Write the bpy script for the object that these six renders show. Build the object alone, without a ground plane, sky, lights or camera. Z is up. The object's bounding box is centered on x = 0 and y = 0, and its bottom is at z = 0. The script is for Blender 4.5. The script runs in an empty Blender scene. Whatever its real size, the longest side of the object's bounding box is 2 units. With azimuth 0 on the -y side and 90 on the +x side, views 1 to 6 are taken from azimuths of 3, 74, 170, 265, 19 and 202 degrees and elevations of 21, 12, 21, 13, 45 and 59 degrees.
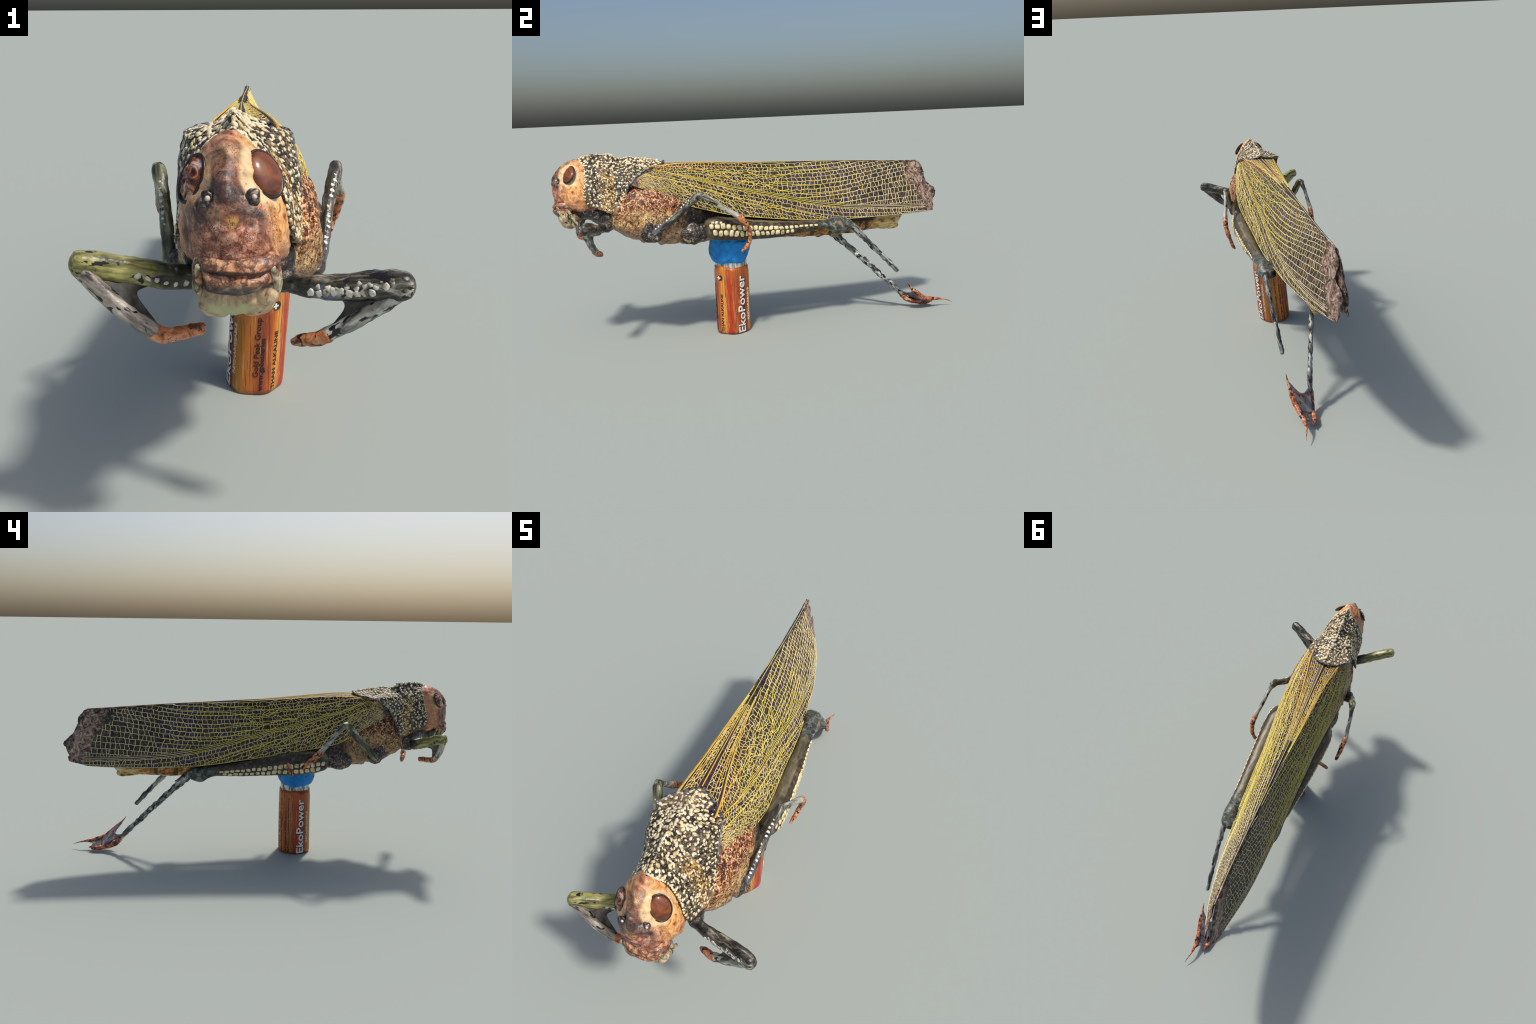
"""A large grasshopper specimen with mottled collar and net-veined wings,
held by a lump of blue putty on top of an upright orange battery."""
import bisect
import math
import random
from functools import lru_cache

import bmesh
import bpy
import numpy as np
from mathutils import Matrix, Vector, noise

random.seed(11)
RNG = np.random.RandomState(11)

# ------------------------------------------------------------------ helpers


def table(rows):
    """Smooth (Catmull-Rom) interpolation through rows of (key, v1, v2, ...)."""
    a = np.array(rows, float)
    k, v = a[:, 0], a[:, 1:]
    m = np.gradient(v, k, axis=0) if len(k) > 2 else np.repeat((v[1:] - v[:1]) / (k[1] - k[0]), 2, 0)
    k, v, m, last = k.tolist(), v.tolist(), m.tolist(), len(k) - 2

    @lru_cache(maxsize=4096)
    def f(q):
        q = min(max(q, k[0]), k[-1])
        i = min(bisect.bisect_right(k, q) - 1, last)
        h = k[i + 1] - k[i]
        t = (q - k[i]) / h
        a, b = 2 * t**3 - 3 * t * t + 1, (t**3 - 2 * t * t + t) * h
        c, d = -2 * t**3 + 3 * t * t, (t**3 - t * t) * h
        r = np.array([a * p0 + b * m0 + c * p1 + d * m1 for p0, m0, p1, m1 in zip(v[i], m[i], v[i + 1], m[i + 1])])
        r.flags.writeable = False
        return r
    return f


def smooth(a, b, x):
    t = min(max((x - a) / (b - a), 0.0), 1.0)
    return t * t * (3 - 2 * t)


def n3(p, scale, seed=0.0):
    return noise.noise(Vector((p[0] * scale + seed, p[1] * scale - seed * .7, p[2] * scale + seed * 1.3)))


def fbm(p, scale, seed=0.0, octaves=3):
    s, a, t = 0.0, 1.0, 0.0
    for o in range(octaves):
        s += a * n3(p, scale * 2**o, seed + 7.1 * o)
        t += a
        a *= .55
    return s / t


def link(ob, parent=None):
    bpy.context.scene.collection.objects.link(ob)
    ob.parent = parent
    return ob


def mesh_object(name, verts, faces, material, parent=None, flat=False, kind=None):
    me = bpy.data.meshes.new(name)
    me.from_pydata([tuple(map(float, v)) for v in verts], [], [tuple(map(int, f)) for f in faces])
    bm = bmesh.new()
    bm.from_mesh(me)
    bmesh.ops.recalc_face_normals(bm, faces=bm.faces)
    bm.to_mesh(me)
    bm.free()
    me.materials.append(material)
    if not flat:
        me.polygons.foreach_set("use_smooth", [True] * len(me.polygons))
    ob = link(bpy.data.objects.new(name, me), parent)
    if kind:
        ob["kind"] = kind
    return ob


class Soup:
    """Collects many small pieces into one mesh."""

    def __init__(self):
        self.v, self.f = [], []

    def add(self, verts, faces):
        b = len(self.v)
        self.v.extend(verts)
        self.f.extend([tuple(i + b for i in f) for f in faces])


def ring_faces(rows, cols, closed=True, caps=True):
    f = []
    for i in range(rows - 1):
        for j in range(cols if closed else cols - 1):
            k = (j + 1) % cols
            f.append((i * cols + j, i * cols + k, (i + 1) * cols + k, (i + 1) * cols + j))
    if caps:
        f.append(tuple(range(cols))[::-1])
        f.append(tuple((rows - 1) * cols + j for j in range(cols)))
    return f


def limb(path, cols=16, steps=8, up=(0, 0, 1), bumps=0.0, bump_scale=40.0, seed=0.0, exponent=2.0):
    """Lofted limb. path rows: x, y, z, half width, half height. Rounded ends."""
    rows = np.array(path, float)
    d = np.r_[0, np.cumsum(np.linalg.norm(np.diff(rows[:, :3], axis=0), axis=1))]
    f = table(np.c_[d, rows])
    n = steps * (len(rows) - 1)
    s = np.linspace(0, d[-1], n + 1)
    c = np.array([f(q) for q in s])
    t = np.gradient(c[:, :3], axis=0)
    # round caps
    def cap(i, sign):
        out = []
        for a in (.35, .7, .9):
            r = max(c[i, 3], c[i, 4]) * .7
            row = c[i].copy()
            row[:3] += sign * t[i] / np.linalg.norm(t[i]) * r * math.sin(a * math.pi / 2)
            row[3:] *= math.cos(a * math.pi / 2)
            out.append((row, t[i]))
        return out
    allrows = cap(0, -1)[::-1] + [(c[i], t[i]) for i in range(n + 1)] + cap(n, 1)
    verts = []
    up = np.array(up, float)
    for row, tt in allrows:
        tt = tt / np.linalg.norm(tt)
        side = np.cross(tt, up)
        side /= np.linalg.norm(side)
        u = np.cross(side, tt)
        for j in range(cols):
            a = math.tau * j / cols
            ca, sa = math.cos(a), math.sin(a)
            ca = math.copysign(abs(ca)**(2 / exponent), ca)
            sa = math.copysign(abs(sa)**(2 / exponent), sa)
            p = row[:3] + side * ca * row[3] + u * sa * row[4]
            if bumps:
                dirn = side * ca + u * sa
                p = p + dirn * bumps * fbm(p, bump_scale, seed)
            verts.append(p)
    return verts, ring_faces(len(allrows), cols)


def blob(center, radii, rot=(0, 0, 0), segments=24, rings=14, bumps=0.0, bump_scale=30.0, seed=0.0):
    from mathutils import Euler
    m = Euler([math.radians(a) for a in rot]).to_matrix()
    verts = []
    for i in range(1, rings):
        th = math.pi * i / rings
        for j in range(segments):
            a = math.tau * j / segments
            q = Vector((math.sin(th) * math.cos(a), math.sin(th) * math.sin(a), math.cos(th)))
            p = Vector(center) + m @ Vector((q.x * radii[0], q.y * radii[1], q.z * radii[2]))
            if bumps:
                p += (m @ q) * bumps * fbm(p, bump_scale, seed)
            verts.append(p)
    return verts, ring_faces(rings - 1, segments)


def join(*parts):
    s = Soup()
    for v, f in parts:
        s.add(v, f)
    return s.v, s.f


# ---------------------------------------------------------------- materials


class Nodes:
    """Short hand for building a procedural material."""

    def __init__(self, name, rough=.5, spec=.4, **kw):
        self.m = bpy.data.materials.new(name)
        self.m.use_nodes = True
        self.t = self.m.node_tree
        self.b = self.t.nodes["Principled BSDF"]
        self.b.inputs["Roughness"].default_value = rough
        self.b.inputs["Specular IOR Level"].default_value = spec
        for k, v in kw.items():
            self.b.inputs[k.replace("_", " ")].default_value = v
        self.co = self.t.nodes.new("ShaderNodeTexCoord").outputs["Object"]
        s = self.t.nodes.new("ShaderNodeSeparateXYZ")
        self.t.links.new(self.co, s.inputs[0])
        self.x, self.y, self.z = s.outputs

    def put(self, sock, v):
        if isinstance(v, bpy.types.NodeSocket):
            self.t.links.new(v, sock)
        elif isinstance(v, (tuple, list)) and len(v) == 3 and sock.type == "RGBA":
            sock.default_value = (*v, 1)
        else:
            sock.default_value = v

    def math(self, op, a, b=0.0, c=0.0, clamp=False):
        n = self.t.nodes.new("ShaderNodeMath")
        n.operation, n.use_clamp = op, clamp
        for s, v in zip(n.inputs, (a, b, c)):
            self.put(s, v)
        return n.outputs[0]

    def scaled(self, scale, rot=(0, 0, 0), vec=None):
        n = self.t.nodes.new("ShaderNodeMapping")
        self.put(n.inputs["Vector"], vec or self.co)
        n.inputs["Scale"].default_value = scale
        n.inputs["Rotation"].default_value = [math.radians(r) for r in rot]
        return n.outputs[0]

    def along(self, d, squeeze=.22):
        """Coordinates squeezed along a direction, so that the grain runs lengthwise."""
        e = Vector(d).normalized().rotation_difference(Vector((1, 0, 0))).to_euler()
        return self.scaled((squeeze, 1, 1), vec=self.scaled((1, 1, 1), [math.degrees(a) for a in e]))

    def noise(self, scale, detail=3, rough=.55, dist=0.0, vec=None):
        n = self.t.nodes.new("ShaderNodeTexNoise")
        self.put(n.inputs["Vector"], vec or self.co)
        for k, v in (("Scale", scale), ("Detail", detail), ("Roughness", rough), ("Distortion", dist)):
            n.inputs[k].default_value = v
        return n.outputs["Fac"]

    def voronoi(self, scale, feature="F1", vec=None, rand=1.0, out="Distance"):
        n = self.t.nodes.new("ShaderNodeTexVoronoi")
        n.feature = feature
        self.put(n.inputs["Vector"], vec or self.co)
        n.inputs["Scale"].default_value = scale
        n.inputs["Randomness"].default_value = rand
        return n.outputs[out]

    def ramp(self, fac, stops, interp="LINEAR"):
        n = self.t.nodes.new("ShaderNodeValToRGB")
        n.color_ramp.interpolation = interp
        e = n.color_ramp.elements
        while len(e) < len(stops):
            e.new(.5)
        for el, (p, c) in zip(e, stops):
            el.position = p
            el.color = (*c, 1) if isinstance(c, (tuple, list)) else (c, c, c, 1)
        self.put(n.inputs[0], fac)
        return n.outputs[0]

    def mix(self, fac, a, b, mode="MIX"):
        n = self.t.nodes.new("ShaderNodeMix")
        n.data_type, n.blend_type = "RGBA", mode
        self.put(n.inputs[0], fac)
        self.put(n.inputs[6], a)
        self.put(n.inputs[7], b)
        return n.outputs[2]

    def step(self, v, a, b):
        """0 below a, 1 above b (or the reverse when a > b)."""
        n = self.t.nodes.new("ShaderNodeMapRange")
        n.interpolation_type = "SMOOTHSTEP"
        self.put(n.inputs["Value"], v)
        lo, hi = (a, b) if a < b else (b, a)
        n.inputs["From Min"].default_value, n.inputs["From Max"].default_value = lo, hi
        n.inputs["To Min"].default_value, n.inputs["To Max"].default_value = (0, 1) if a < b else (1, 0)
        return n.outputs["Result"]

    def near(self, center, r0, r1, scale=(1, 1, 1), wobble=None, amount=.02):
        """Mask: 1 within r0 of a point, fading to 0 at r1."""
        n = self.t.nodes.new("ShaderNodeVectorMath")
        n.operation = "SUBTRACT"
        self.put(n.inputs[0], self.co)
        n.inputs[1].default_value = center
        k = self.t.nodes.new("ShaderNodeVectorMath")
        k.operation = "MULTIPLY"
        self.put(k.inputs[0], n.outputs[0])
        k.inputs[1].default_value = scale
        l = self.t.nodes.new("ShaderNodeVectorMath")
        l.operation = "LENGTH"
        self.put(l.inputs[0], k.outputs[0])
        d = l.outputs["Value"]
        if wobble is not None:
            d = self.math("MULTIPLY_ADD", self.math("SUBTRACT", wobble, .5), amount, d)
        return self.step(d, r1, r0)

    def mul(self, a, b):
        return self.math("MULTIPLY", a, b)

    def bump(self, h, strength=.4, dist=.004):
        n = self.t.nodes.new("ShaderNodeBump")
        n.inputs["Strength"].default_value = strength
        n.inputs["Distance"].default_value = dist
        self.put(n.inputs["Height"], h)
        self.t.links.new(n.outputs[0], self.b.inputs["Normal"])
        return self

    def done(self, color, rough=None):
        self.put(self.b.inputs["Base Color"], color)
        if rough is not None:
            self.put(self.b.inputs["Roughness"], rough)
        return self.m


def make_materials():
    M = {}
    # --- head skin: salmon and ochre, mottled, dark round the antennae
    n = Nodes("head_skin", .42, .45)
    wob = n.noise(30, 4, .6, .6)
    base = n.ramp(n.noise(36, 5, .68, .5), [(.33, (.09, .032, .020)), (.43, (.36, .14, .07)), (.54, (.58, .26, .13)), (.68, (.76, .47, .29))])
    pink = n.ramp(n.noise(58, 5, .7, .5), [(.36, (.07, .025, .022)), (.44, (.30, .10, .065)), (.52, (.50, .20, .12)), (.60, (.64, .34, .23)), (.70, (.80, .58, .44))])
    base = n.mix(n.mul(n.step(n.y, -.955, -.985), n.step(n.z, .80, .75)), base, pink)
    cheek = n.ramp(n.noise(34, 4, .6, 1.0), [(.35, (.22, .055, .02)), (.43, (.62, .24, .075)), (.52, (.82, .45, .15)), (.66, (.88, .62, .29))])
    side = n.mul(n.step(n.y, -.958, -.925), n.step(n.math("MULTIPLY_ADD", wob, .07, n.z), .70, .80))
    base = n.mix(n.mul(side, n.step(n.x, -.02, .03)), base, cheek)
    rcheek = n.ramp(n.noise(40, 4, .6, .8), [(.32, (.26, .085, .04)), (.5, (.62, .27, .12)), (.68, (.70, .38, .20))])
    base = n.mix(n.mul(side, n.step(n.x, -.02, -.05)), base, rcheek)
    crown = n.ramp(n.noise(26, 4, .6, 1.5), [(.36, (.10, .05, .026)), (.48, (.34, .18, .085)), (.58, (.50, .29, .15)), (.70, (.66, .42, .25))])
    base = n.mix(n.mul(n.step(n.z, .842, .86), n.step(n.y, -.90, -.925)), base, crown)
    dark = n.ramp(n.noise(45, 3, .6, 1.0), [(.36, (.012, .010, .012)), (.52, (.08, .055, .045)), (.62, (.26, .20, .17)), (.72, (.55, .47, .42))])
    for c, r in (((.024, -.975, .812), .026), ((-.050, -.975, .808), .028), ((-.012, -.985, .81), .024), ((-.058, -.965, .775), .024), ((.032, -.975, .778), .020), ((-.012, -.97, .84), .014)):
        base = n.mix(n.near(c, r * .45, r * 1.5, wobble=wob, amount=.06), base, dark)
    base = n.mix(n.mul(n.near((-.005, -.99, .768), .004, .014, wobble=n.noise(80), amount=.03), .7), base, (.62, .36, .07))
    dusk = n.mul(n.step(n.noise(21, 3, .6, .4), .52, .60), n.step(n.y, -.935, -.965))
    base = n.mix(n.mul(dusk, .6), base, n.ramp(n.noise(70, 3), [(.4, (.05, .022, .020)), (.6, (.24, .12, .09))]))
    gena = n.mul(n.mul(n.step(n.x, -.062, -.080), n.step(n.y, -.91, -.94)), n.step(n.z, .79, .76))
    base = n.mix(n.mul(gena, .8), base, n.ramp(n.noise(60, 4, .6, .4, n.scaled((1, 1, .4))), [(.40, (.04, .028, .03)), (.52, (.20, .12, .11)), (.64, (.48, .34, .31))]))
    vein = n.ramp(n.noise(52, 3, .6, 1.6), [(.472, 0.0), (.494, 1.0), (.506, 1.0), (.528, 0.0)])
    base = n.mix(n.mul(vein, n.step(n.y, -.88, -.95)), base, (.10, .035, .028))
    for c0, r, k in (((.040, -.915, .825), .047, .85), ((-.075, -.922, .820), .040, .40)):
        ring = n.near(c0, r, r + .012, wobble=wob, amount=.012)
        base = n.mix(n.mul(ring, k), base, n.ramp(n.noise(45, 3), [(.35, (.50, .31, .14)), (.58, (.84, .64, .36))]))
    spots = n.ramp(n.voronoi(75, rand=1), [(.10, 1.0), (.22, 0.0)])
    base = n.mix(n.mul(spots, .55), base, (.28, .08, .045))
    M["head"] = n.bump(n.noise(60, 4, .6, 1.2), .5, .004).done(base, n.ramp(wob, [(.3, .30), (.7, .6)]))

    n = Nodes("lip_skin", .4, .5)
    c = n.ramp(n.noise(50, 4, .65, .5), [(.33, (.03, .015, .013)), (.44, (.36, .14, .075)), (.56, (.62, .32, .16)), (.7, (.80, .55, .33))])
    crease = n.ramp(n.noise(40, 4, .65, .4), [(.40, 0.0), (.46, 1.0), (.50, 1.0), (.55, 0.0)])
    c = n.mix(n.mul(crease, .8), c, (.07, .03, .025))
    c = n.mix(n.mul(n.near((0, -.99, .6835), .002, .006, (.02, .02, 1), n.noise(30), .012), .9), c, (.030, .016, .014))
    c = n.mix(n.step(n.math("MULTIPLY_ADD", n.noise(30), .02, n.z), .674, .662), c, n.ramp(n.noise(50, 3), [(.4, (.012, .011, .013)), (.62, (.10, .075, .07)), (.75, (.35, .26, .2))]))
    M["lip"] = n.bump(n.noise(70, 3), .5, .003).done(c)

    n = Nodes("labium_skin", .45, .4)
    c = n.ramp(n.noise(36, 4, .6, 1.2), [(.32, (.15, .09, .055)), (.45, (.45, .30, .17)), (.55, (.58, .42, .24)), (.68, (.68, .55, .42))])
    c = n.mix(n.near((-.01, -.985, .607), .01, .04, (.6, 1, 1.6), n.noise(40), .05), c, (.52, .52, .28))
    c = n.mix(n.mul(n.step(n.y, -.945, -.915), .8), c, n.ramp(n.noise(55, 3, .6, 2), [(.4, (.02, .018, .013)), (.55, (.30, .26, .16)), (.7, (.62, .55, .36))]))
    M["labium"] = n.bump(n.noise(45, 3), .5, .004).done(c)

    n = Nodes("palp_skin", .4, .5)
    c = n.ramp(n.noise(60, 3, .6, 1, n.scaled((1, 1, .5))), [(.36, (.02, .018, .012)), (.47, (.30, .25, .14)), (.6, (.66, .57, .38)), (.72, (.8, .74, .55))])
    M["palp"] = n.bump(n.noise(60, 3), .4, .003).done(c)

    n = Nodes("eye_lens", .08, .6, Coat_Weight=.25, Coat_Roughness=.03)
    c = n.ramp(n.noise(22, 3, .5, .8), [(.3, (.06, .014, .005)), (.5, (.17, .045, .012)), (.7, (.34, .115, .03))])  # amber stop lightened for the highlight mid-lens
    M["eye"] = n.done(c)
    n = Nodes("damaged_eye", .22, .5)
    c = n.ramp(n.noise(38, 3, .6, 1.8), [(.35, (.014, .006, .006)), (.46, (.12, .03, .014)), (.56, (.34, .12, .04)), (.66, (.60, .50, .47))])
    M["eye_damaged"] = n.bump(n.noise(45, 3), .8, .006).done(c)
    M["eye_rim"] = Nodes("eye_rim_dark", .35, .5).done((.018, .008, .006))
    n = Nodes("antenna_pit", .35, .5)
    M["black"] = n.done(n.ramp(n.noise(75, 3, .6, 1.0), [(.42, (.012, .011, .012)), (.55, (.07, .055, .048)), (.64, (.36, .29, .25))]))
    M["stub"] = Nodes("antenna_stump_pale", .4).done((.66, .52, .42))

    # --- collar (pronotum)
    n = Nodes("collar_dark", .5, .35)
    c = n.ramp(n.noise(55, 4, .65, .8), [(.40, (.007, .006, .006)), (.56, (.022, .016, .012)), (.70, (.11, .075, .045))])
    worm = n.ramp(n.noise(95, 2, .5, 1.4), [(.50, 0.0), (.57, 1.0)])
    brown = n.ramp(n.noise(40, 3), [(.35, (.10, .065, .04)), (.65, (.36, .25, .15))])
    rear = n.mul(n.step(n.y, -.62, -.54), n.step(n.x, .015, -.04))
    low = n.step(n.z, .70, .66)
    c = n.mix(n.mul(n.math("MAXIMUM", rear, low), .75), c, brown)
    c = n.mix(n.mul(worm, .38), c, (.50, .40, .25))
    band = n.mul(n.step(n.y, -.795, -.77), n.step(n.y, -.715, -.73))
    band = n.mul(band, n.step(n.z, .86, .80))
    yel = n.ramp(n.noise(72, 3, .6, 1.6), [(.40, (.02, .012, .008)), (.48, (.20, .09, .03)), (.55, (.66, .40, .12)), (.66, (.85, .62, .22))])
    band = n.mul(band, n.step(n.noise(24, 3), .36, .50))
    c = n.mix(n.mul(band, .85), c, yel)
    M["collar"] = n.bump(n.noise(90, 3, .6), .8, .005).done(c)
    n = Nodes("collar_tubercle_cream", .45, .4)
    c = n.ramp(n.noise(48, 3, .6), [(.33, (.34, .27, .17)), (.44, (.66, .58, .43)), (.56, (.82, .78, .66)), (.72, (.90, .88, .80))])
    c = n.mix(n.mul(band, .75), c, (.80, .58, .20))
    M["tubercle"] = n.done(c)
    n = Nodes("collar_margin_grey", .45)
    M["margin"] = n.bump(n.noise(120, 2), .5, .002).done(n.ramp(n.noise(75, 3), [(.4, (.02, .02, .022)), (.55, (.13, .13, .12)), (.68, (.52, .50, .44))]))

    # --- thorax
    n = Nodes("thorax_skin", .5, .35)
    tan = n.ramp(n.noise(62, 5, .7, 1.0), [(.35, (.085, .045, .028)), (.46, (.27, .155, .085)), (.57, (.44, .28, .15)), (.70, (.58, .43, .26))])
    ochre = n.ramp(n.noise(38, 5, .65, 1.4), [(.37, (.13, .055, .028)), (.47, (.40, .20, .08)), (.58, (.66, .44, .19)), (.70, (.78, .62, .36))])
    red = n.ramp(n.noise(72, 3, .6, 1.5), [(.41, (.030, .014, .010)), (.47, (.26, .065, .028)), (.53, (.46, .15, .055)), (.58, (.74, .48, .22)), (.66, (.84, .68, .42))])
    wz = n.math("MULTIPLY_ADD", n.math("SUBTRACT", n.noise(24, 3), .5), .16, n.z)
    c = n.mix(n.step(wz, .575, .60), tan, ochre)
    c = n.mix(n.step(wz, .635, .665), c, red)
    worm = n.ramp(n.noise(105, 2, .5, 1.6), [(.535, 0.0), (.575, 1.0)])
    c = n.mix(n.mul(worm, n.mul(n.step(wz, .55, .59), .9)), c, (.022, .015, .011))
    fold = n.near((.06, -.70, .53), .05, .10, (1, 1, 1), n.noise(20), .05)
    c = n.mix(n.mul(fold, .7), c, n.ramp(n.noise(80, 4, .7, .4), [(.38, (.20, .12, .075)), (.6, (.50, .34, .22))]))
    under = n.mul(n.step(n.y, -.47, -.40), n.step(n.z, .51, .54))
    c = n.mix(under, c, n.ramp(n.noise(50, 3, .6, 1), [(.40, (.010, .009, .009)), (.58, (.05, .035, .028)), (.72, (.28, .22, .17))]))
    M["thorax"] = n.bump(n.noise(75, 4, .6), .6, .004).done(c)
    n = Nodes("coxa_black", .38, .5)
    c = n.ramp(n.noise(55, 4, .6, 1.6), [(.40, (.010, .009, .010)), (.54, (.06, .045, .038)), (.62, (.24, .19, .15)), (.70, (.66, .58, .48))])
    M["coxa"] = n.bump(n.noise(60, 3, .6, 1), .8, .006).done(c)
    n = Nodes("coxa_pale", .4, .5)
    c = n.ramp(n.noise(60, 4, .6, 1.4), [(.40, (.03, .02, .015)), (.50, (.40, .26, .13)), (.62, (.66, .47, .30)), (.72, (.78, .62, .46))])
    M["coxa_pale"] = n.bump(n.noise(60, 3), .6, .004).done(c)
    n = Nodes("abdomen_skin", .5, .35)
    c = n.ramp(n.noise(30, 4, .6, 1), [(.35, (.05, .025, .012)), (.47, (.36, .13, .03)), (.58, (.55, .32, .07)), (.7, (.66, .52, .22))])
    stripe = n.math("SINE", n.math("MULTIPLY", n.y, 62.0))
    c = n.mix(n.mul(n.step(stripe, .72, .92), .85), c, (.035, .02, .012))
    c = n.mix(n.step(n.math("MULTIPLY_ADD", n.noise(35), .03, n.z), .490, .512), c, (.022, .017, .014))
    c = n.mix(n.step(n.y, .56, .60), c, n.ramp(n.noise(28, 3, .6, 1.5, n.scaled((1, .5, 1.6))), [(.37, (.10, .05, .02)), (.47, (.50, .27, .06)), (.56, (.62, .50, .20)), (.68, (.70, .62, .42))]))
    M["abdomen"] = n.bump(n.noise(60, 3), .5, .004).done(c)

    # --- wings
    n = Nodes("wing_membrane", .5, .35)
    mott = n.noise(26, 4, .65, .6)
    c = n.ramp(n.noise(75, 3, .6, .4), [(.38, (.010, .008, .008)), (.51, (.027, .021, .018)), (.62, (.088, .066, .048)), (.75, (.23, .17, .125))])
    purple = n.ramp(n.noise(90, 2), [(.38, (.018, .012, .026)), (.52, (.048, .032, .068)), (.68, (.14, .11, .17))])
    pm = n.mul(n.step(n.y, .05, .20), n.step(n.y, .60, .42))
    c = n.mix(n.mul(pm, n.step(mott, .42, .54)), c, purple)
    blotch = n.noise(9, 4, .65, .8)
    c = n.mix(n.mul(n.step(blotch, .55, .63), .7), c, n.ramp(n.noise(60, 3), [(.38, (.03, .018, .013)), (.55, (.14, .085, .058)), (.7, (.34, .23, .17))]))
    frontpurple = n.mul(n.step(n.y, -.05, -.2), n.step(n.z, .80, .83))
    c = n.mix(n.mul(frontpurple, n.step(mott, .45, .56)), c, (.045, .022, .045))
    tan = n.ramp(n.noise(60, 3, .6, .5), [(.36, (.022, .015, .012)), (.52, (.085, .056, .040)), (.7, (.28, .19, .13))])
    c = n.mix(n.mul(n.step(n.y, .34, .62), n.step(mott, .44, .60)), c, tan)
    costal = n.step(n.math("ADD", n.math("MULTIPLY_ADD", mott, .12, n.y), n.math("MULTIPLY", n.z, .9)), .235, .155)
    costal = n.mul(costal, n.step(n.math("MULTIPLY_ADD", mott, .14, n.y), -.32, -.42))
    c = n.mix(costal, c, n.ramp(n.noise(70, 3, .6, .5, n.scaled((1, .35, 1.4))), [(.36, (.040, .026, .021)), (.50, (.155, .105, .08)), (.66, (.38, .29, .22))]))
    root = n.near((.098, -.60, .80), .02, .06, wobble=mott, amount=.06)
    c = n.mix(root, c, n.ramp(n.noise(50, 3, .6, 1), [(.4, (.03, .015, .012)), (.55, (.17, .085, .05)), (.7, (.42, .28, .2))]))
    tipd = n.math("ADD", n.y, n.math("MULTIPLY", n.math("SUBTRACT", .78, n.z), -.42))
    tipd = n.math("ADD", tipd, n.math("MULTIPLY", n.math("SUBTRACT", mott, .5), .24))
    tipc = n.ramp(n.noise(38, 4, .65, 1.4), [(.36, (.022, .013, .011)), (.44, (.14, .085, .062)), (.54, (.36, .245, .185)), (.68, (.62, .47, .38))])
    edge = n.ramp(n.noise(48, 3, .6, 1.2), [(.4, (.010, .007, .007)), (.56, (.07, .042, .036)), (.70, (.34, .25, .22))])
    c = n.mix(n.step(tipd, .750, .800), c, tipc)
    c = n.mix(n.step(tipd, .835, .90), c, edge)
    M["wing"] = n.bump(n.noise(90, 3, .6), .4, .003).done(c)
    # longitudinal veins: orange at the shoulder, yellow amidships, straw behind
    n = Nodes("wing_vein_yellow", .45, .35)
    wob = n.noise(14, 3)
    c = n.ramp(n.math("MULTIPLY_ADD", wob, .30, n.y), [(0.0, (.78, .60, .09)), (.45, (.80, .68, .08)), (.62, (.80, .70, .34)), (.8, (.78, .68, .42)), (1.0, (.66, .54, .36))])
    dors = n.mul(n.step(n.z, .80, .825), n.step(n.y, .05, -.15))
    c = n.mix(dors, c, (.80, .44, .035))
    c = n.mix(n.mul(n.step(n.noise(60, 2), .60, .68), .6), c, (.40, .20, .06))
    M["vein"] = n.done(c)
    n = Nodes("wing_crossvein_straw", .5, .3)
    c = n.ramp(n.noise(22, 3, .6), [(.34, (.66, .53, .08)), (.46, (.74, .63, .18)), (.58, (.78, .71, .34)), (.74, (.64, .53, .30))])
    c = n.mix(n.mul(dors, .7), c, (.64, .41, .13))
    c = n.mix(n.mul(n.step(n.y, .40, .65), .6), c, (.76, .65, .40))
    M["crossvein"] = n.done(c)
    M["stria"] = Nodes("wing_fold_stria", .5).done((.34, .26, .20))

    # --- legs
    def leg_skin(name, d, stops, black=.60, blue=0.0, base=None):
        n = Nodes(name, .38, .5)
        v = n.along(d)
        c = n.ramp(n.noise(48, 4, .65, .5, v), stops)
        if blue:
            c = n.mix(n.mul(n.mul(n.step(n.noise(30, 2, vec=v), .54, .62), n.step(n.z, .605, .59)), blue * 2), c, (.20, .24, .38))  # bluish highlights on the lower leg, tinted into its colour
        c = n.mix(n.step(n.noise(60, 2, .5, .5, n.along(d, .5)), black, black + .05), c, (.012, .011, .012))
        if base:
            c = n.mix(n.mul(base(n), .92), c, n.ramp(n.noise(60, 3), [(.42, (.010, .010, .009)), (.62, (.06, .058, .045)), (.74, (.30, .28, .22))]))
        return n.bump(n.noise(70, 3), .5, .003).done(c)

    grey = [(.36, (.012, .012, .011)), (.47, (.045, .042, .034)), (.55, (.15, .138, .105)), (.62, (.44, .41, .32)), (.72, (.78, .74, .62))]  # palest stops are thigh highlights painted as cream streaks
    olive = [(.34, (.040, .038, .018)), (.45, (.15, .145, .050)), (.55, (.34, .32, .10)), (.66, (.56, .51, .22)), (.76, (.70, .66, .44))]
    M["leg_left"] = leg_skin("foreleg_skin_dark", (.22, -.09, .04), grey, .57, .28, lambda n: n.step(n.x, .155, .115))
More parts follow.
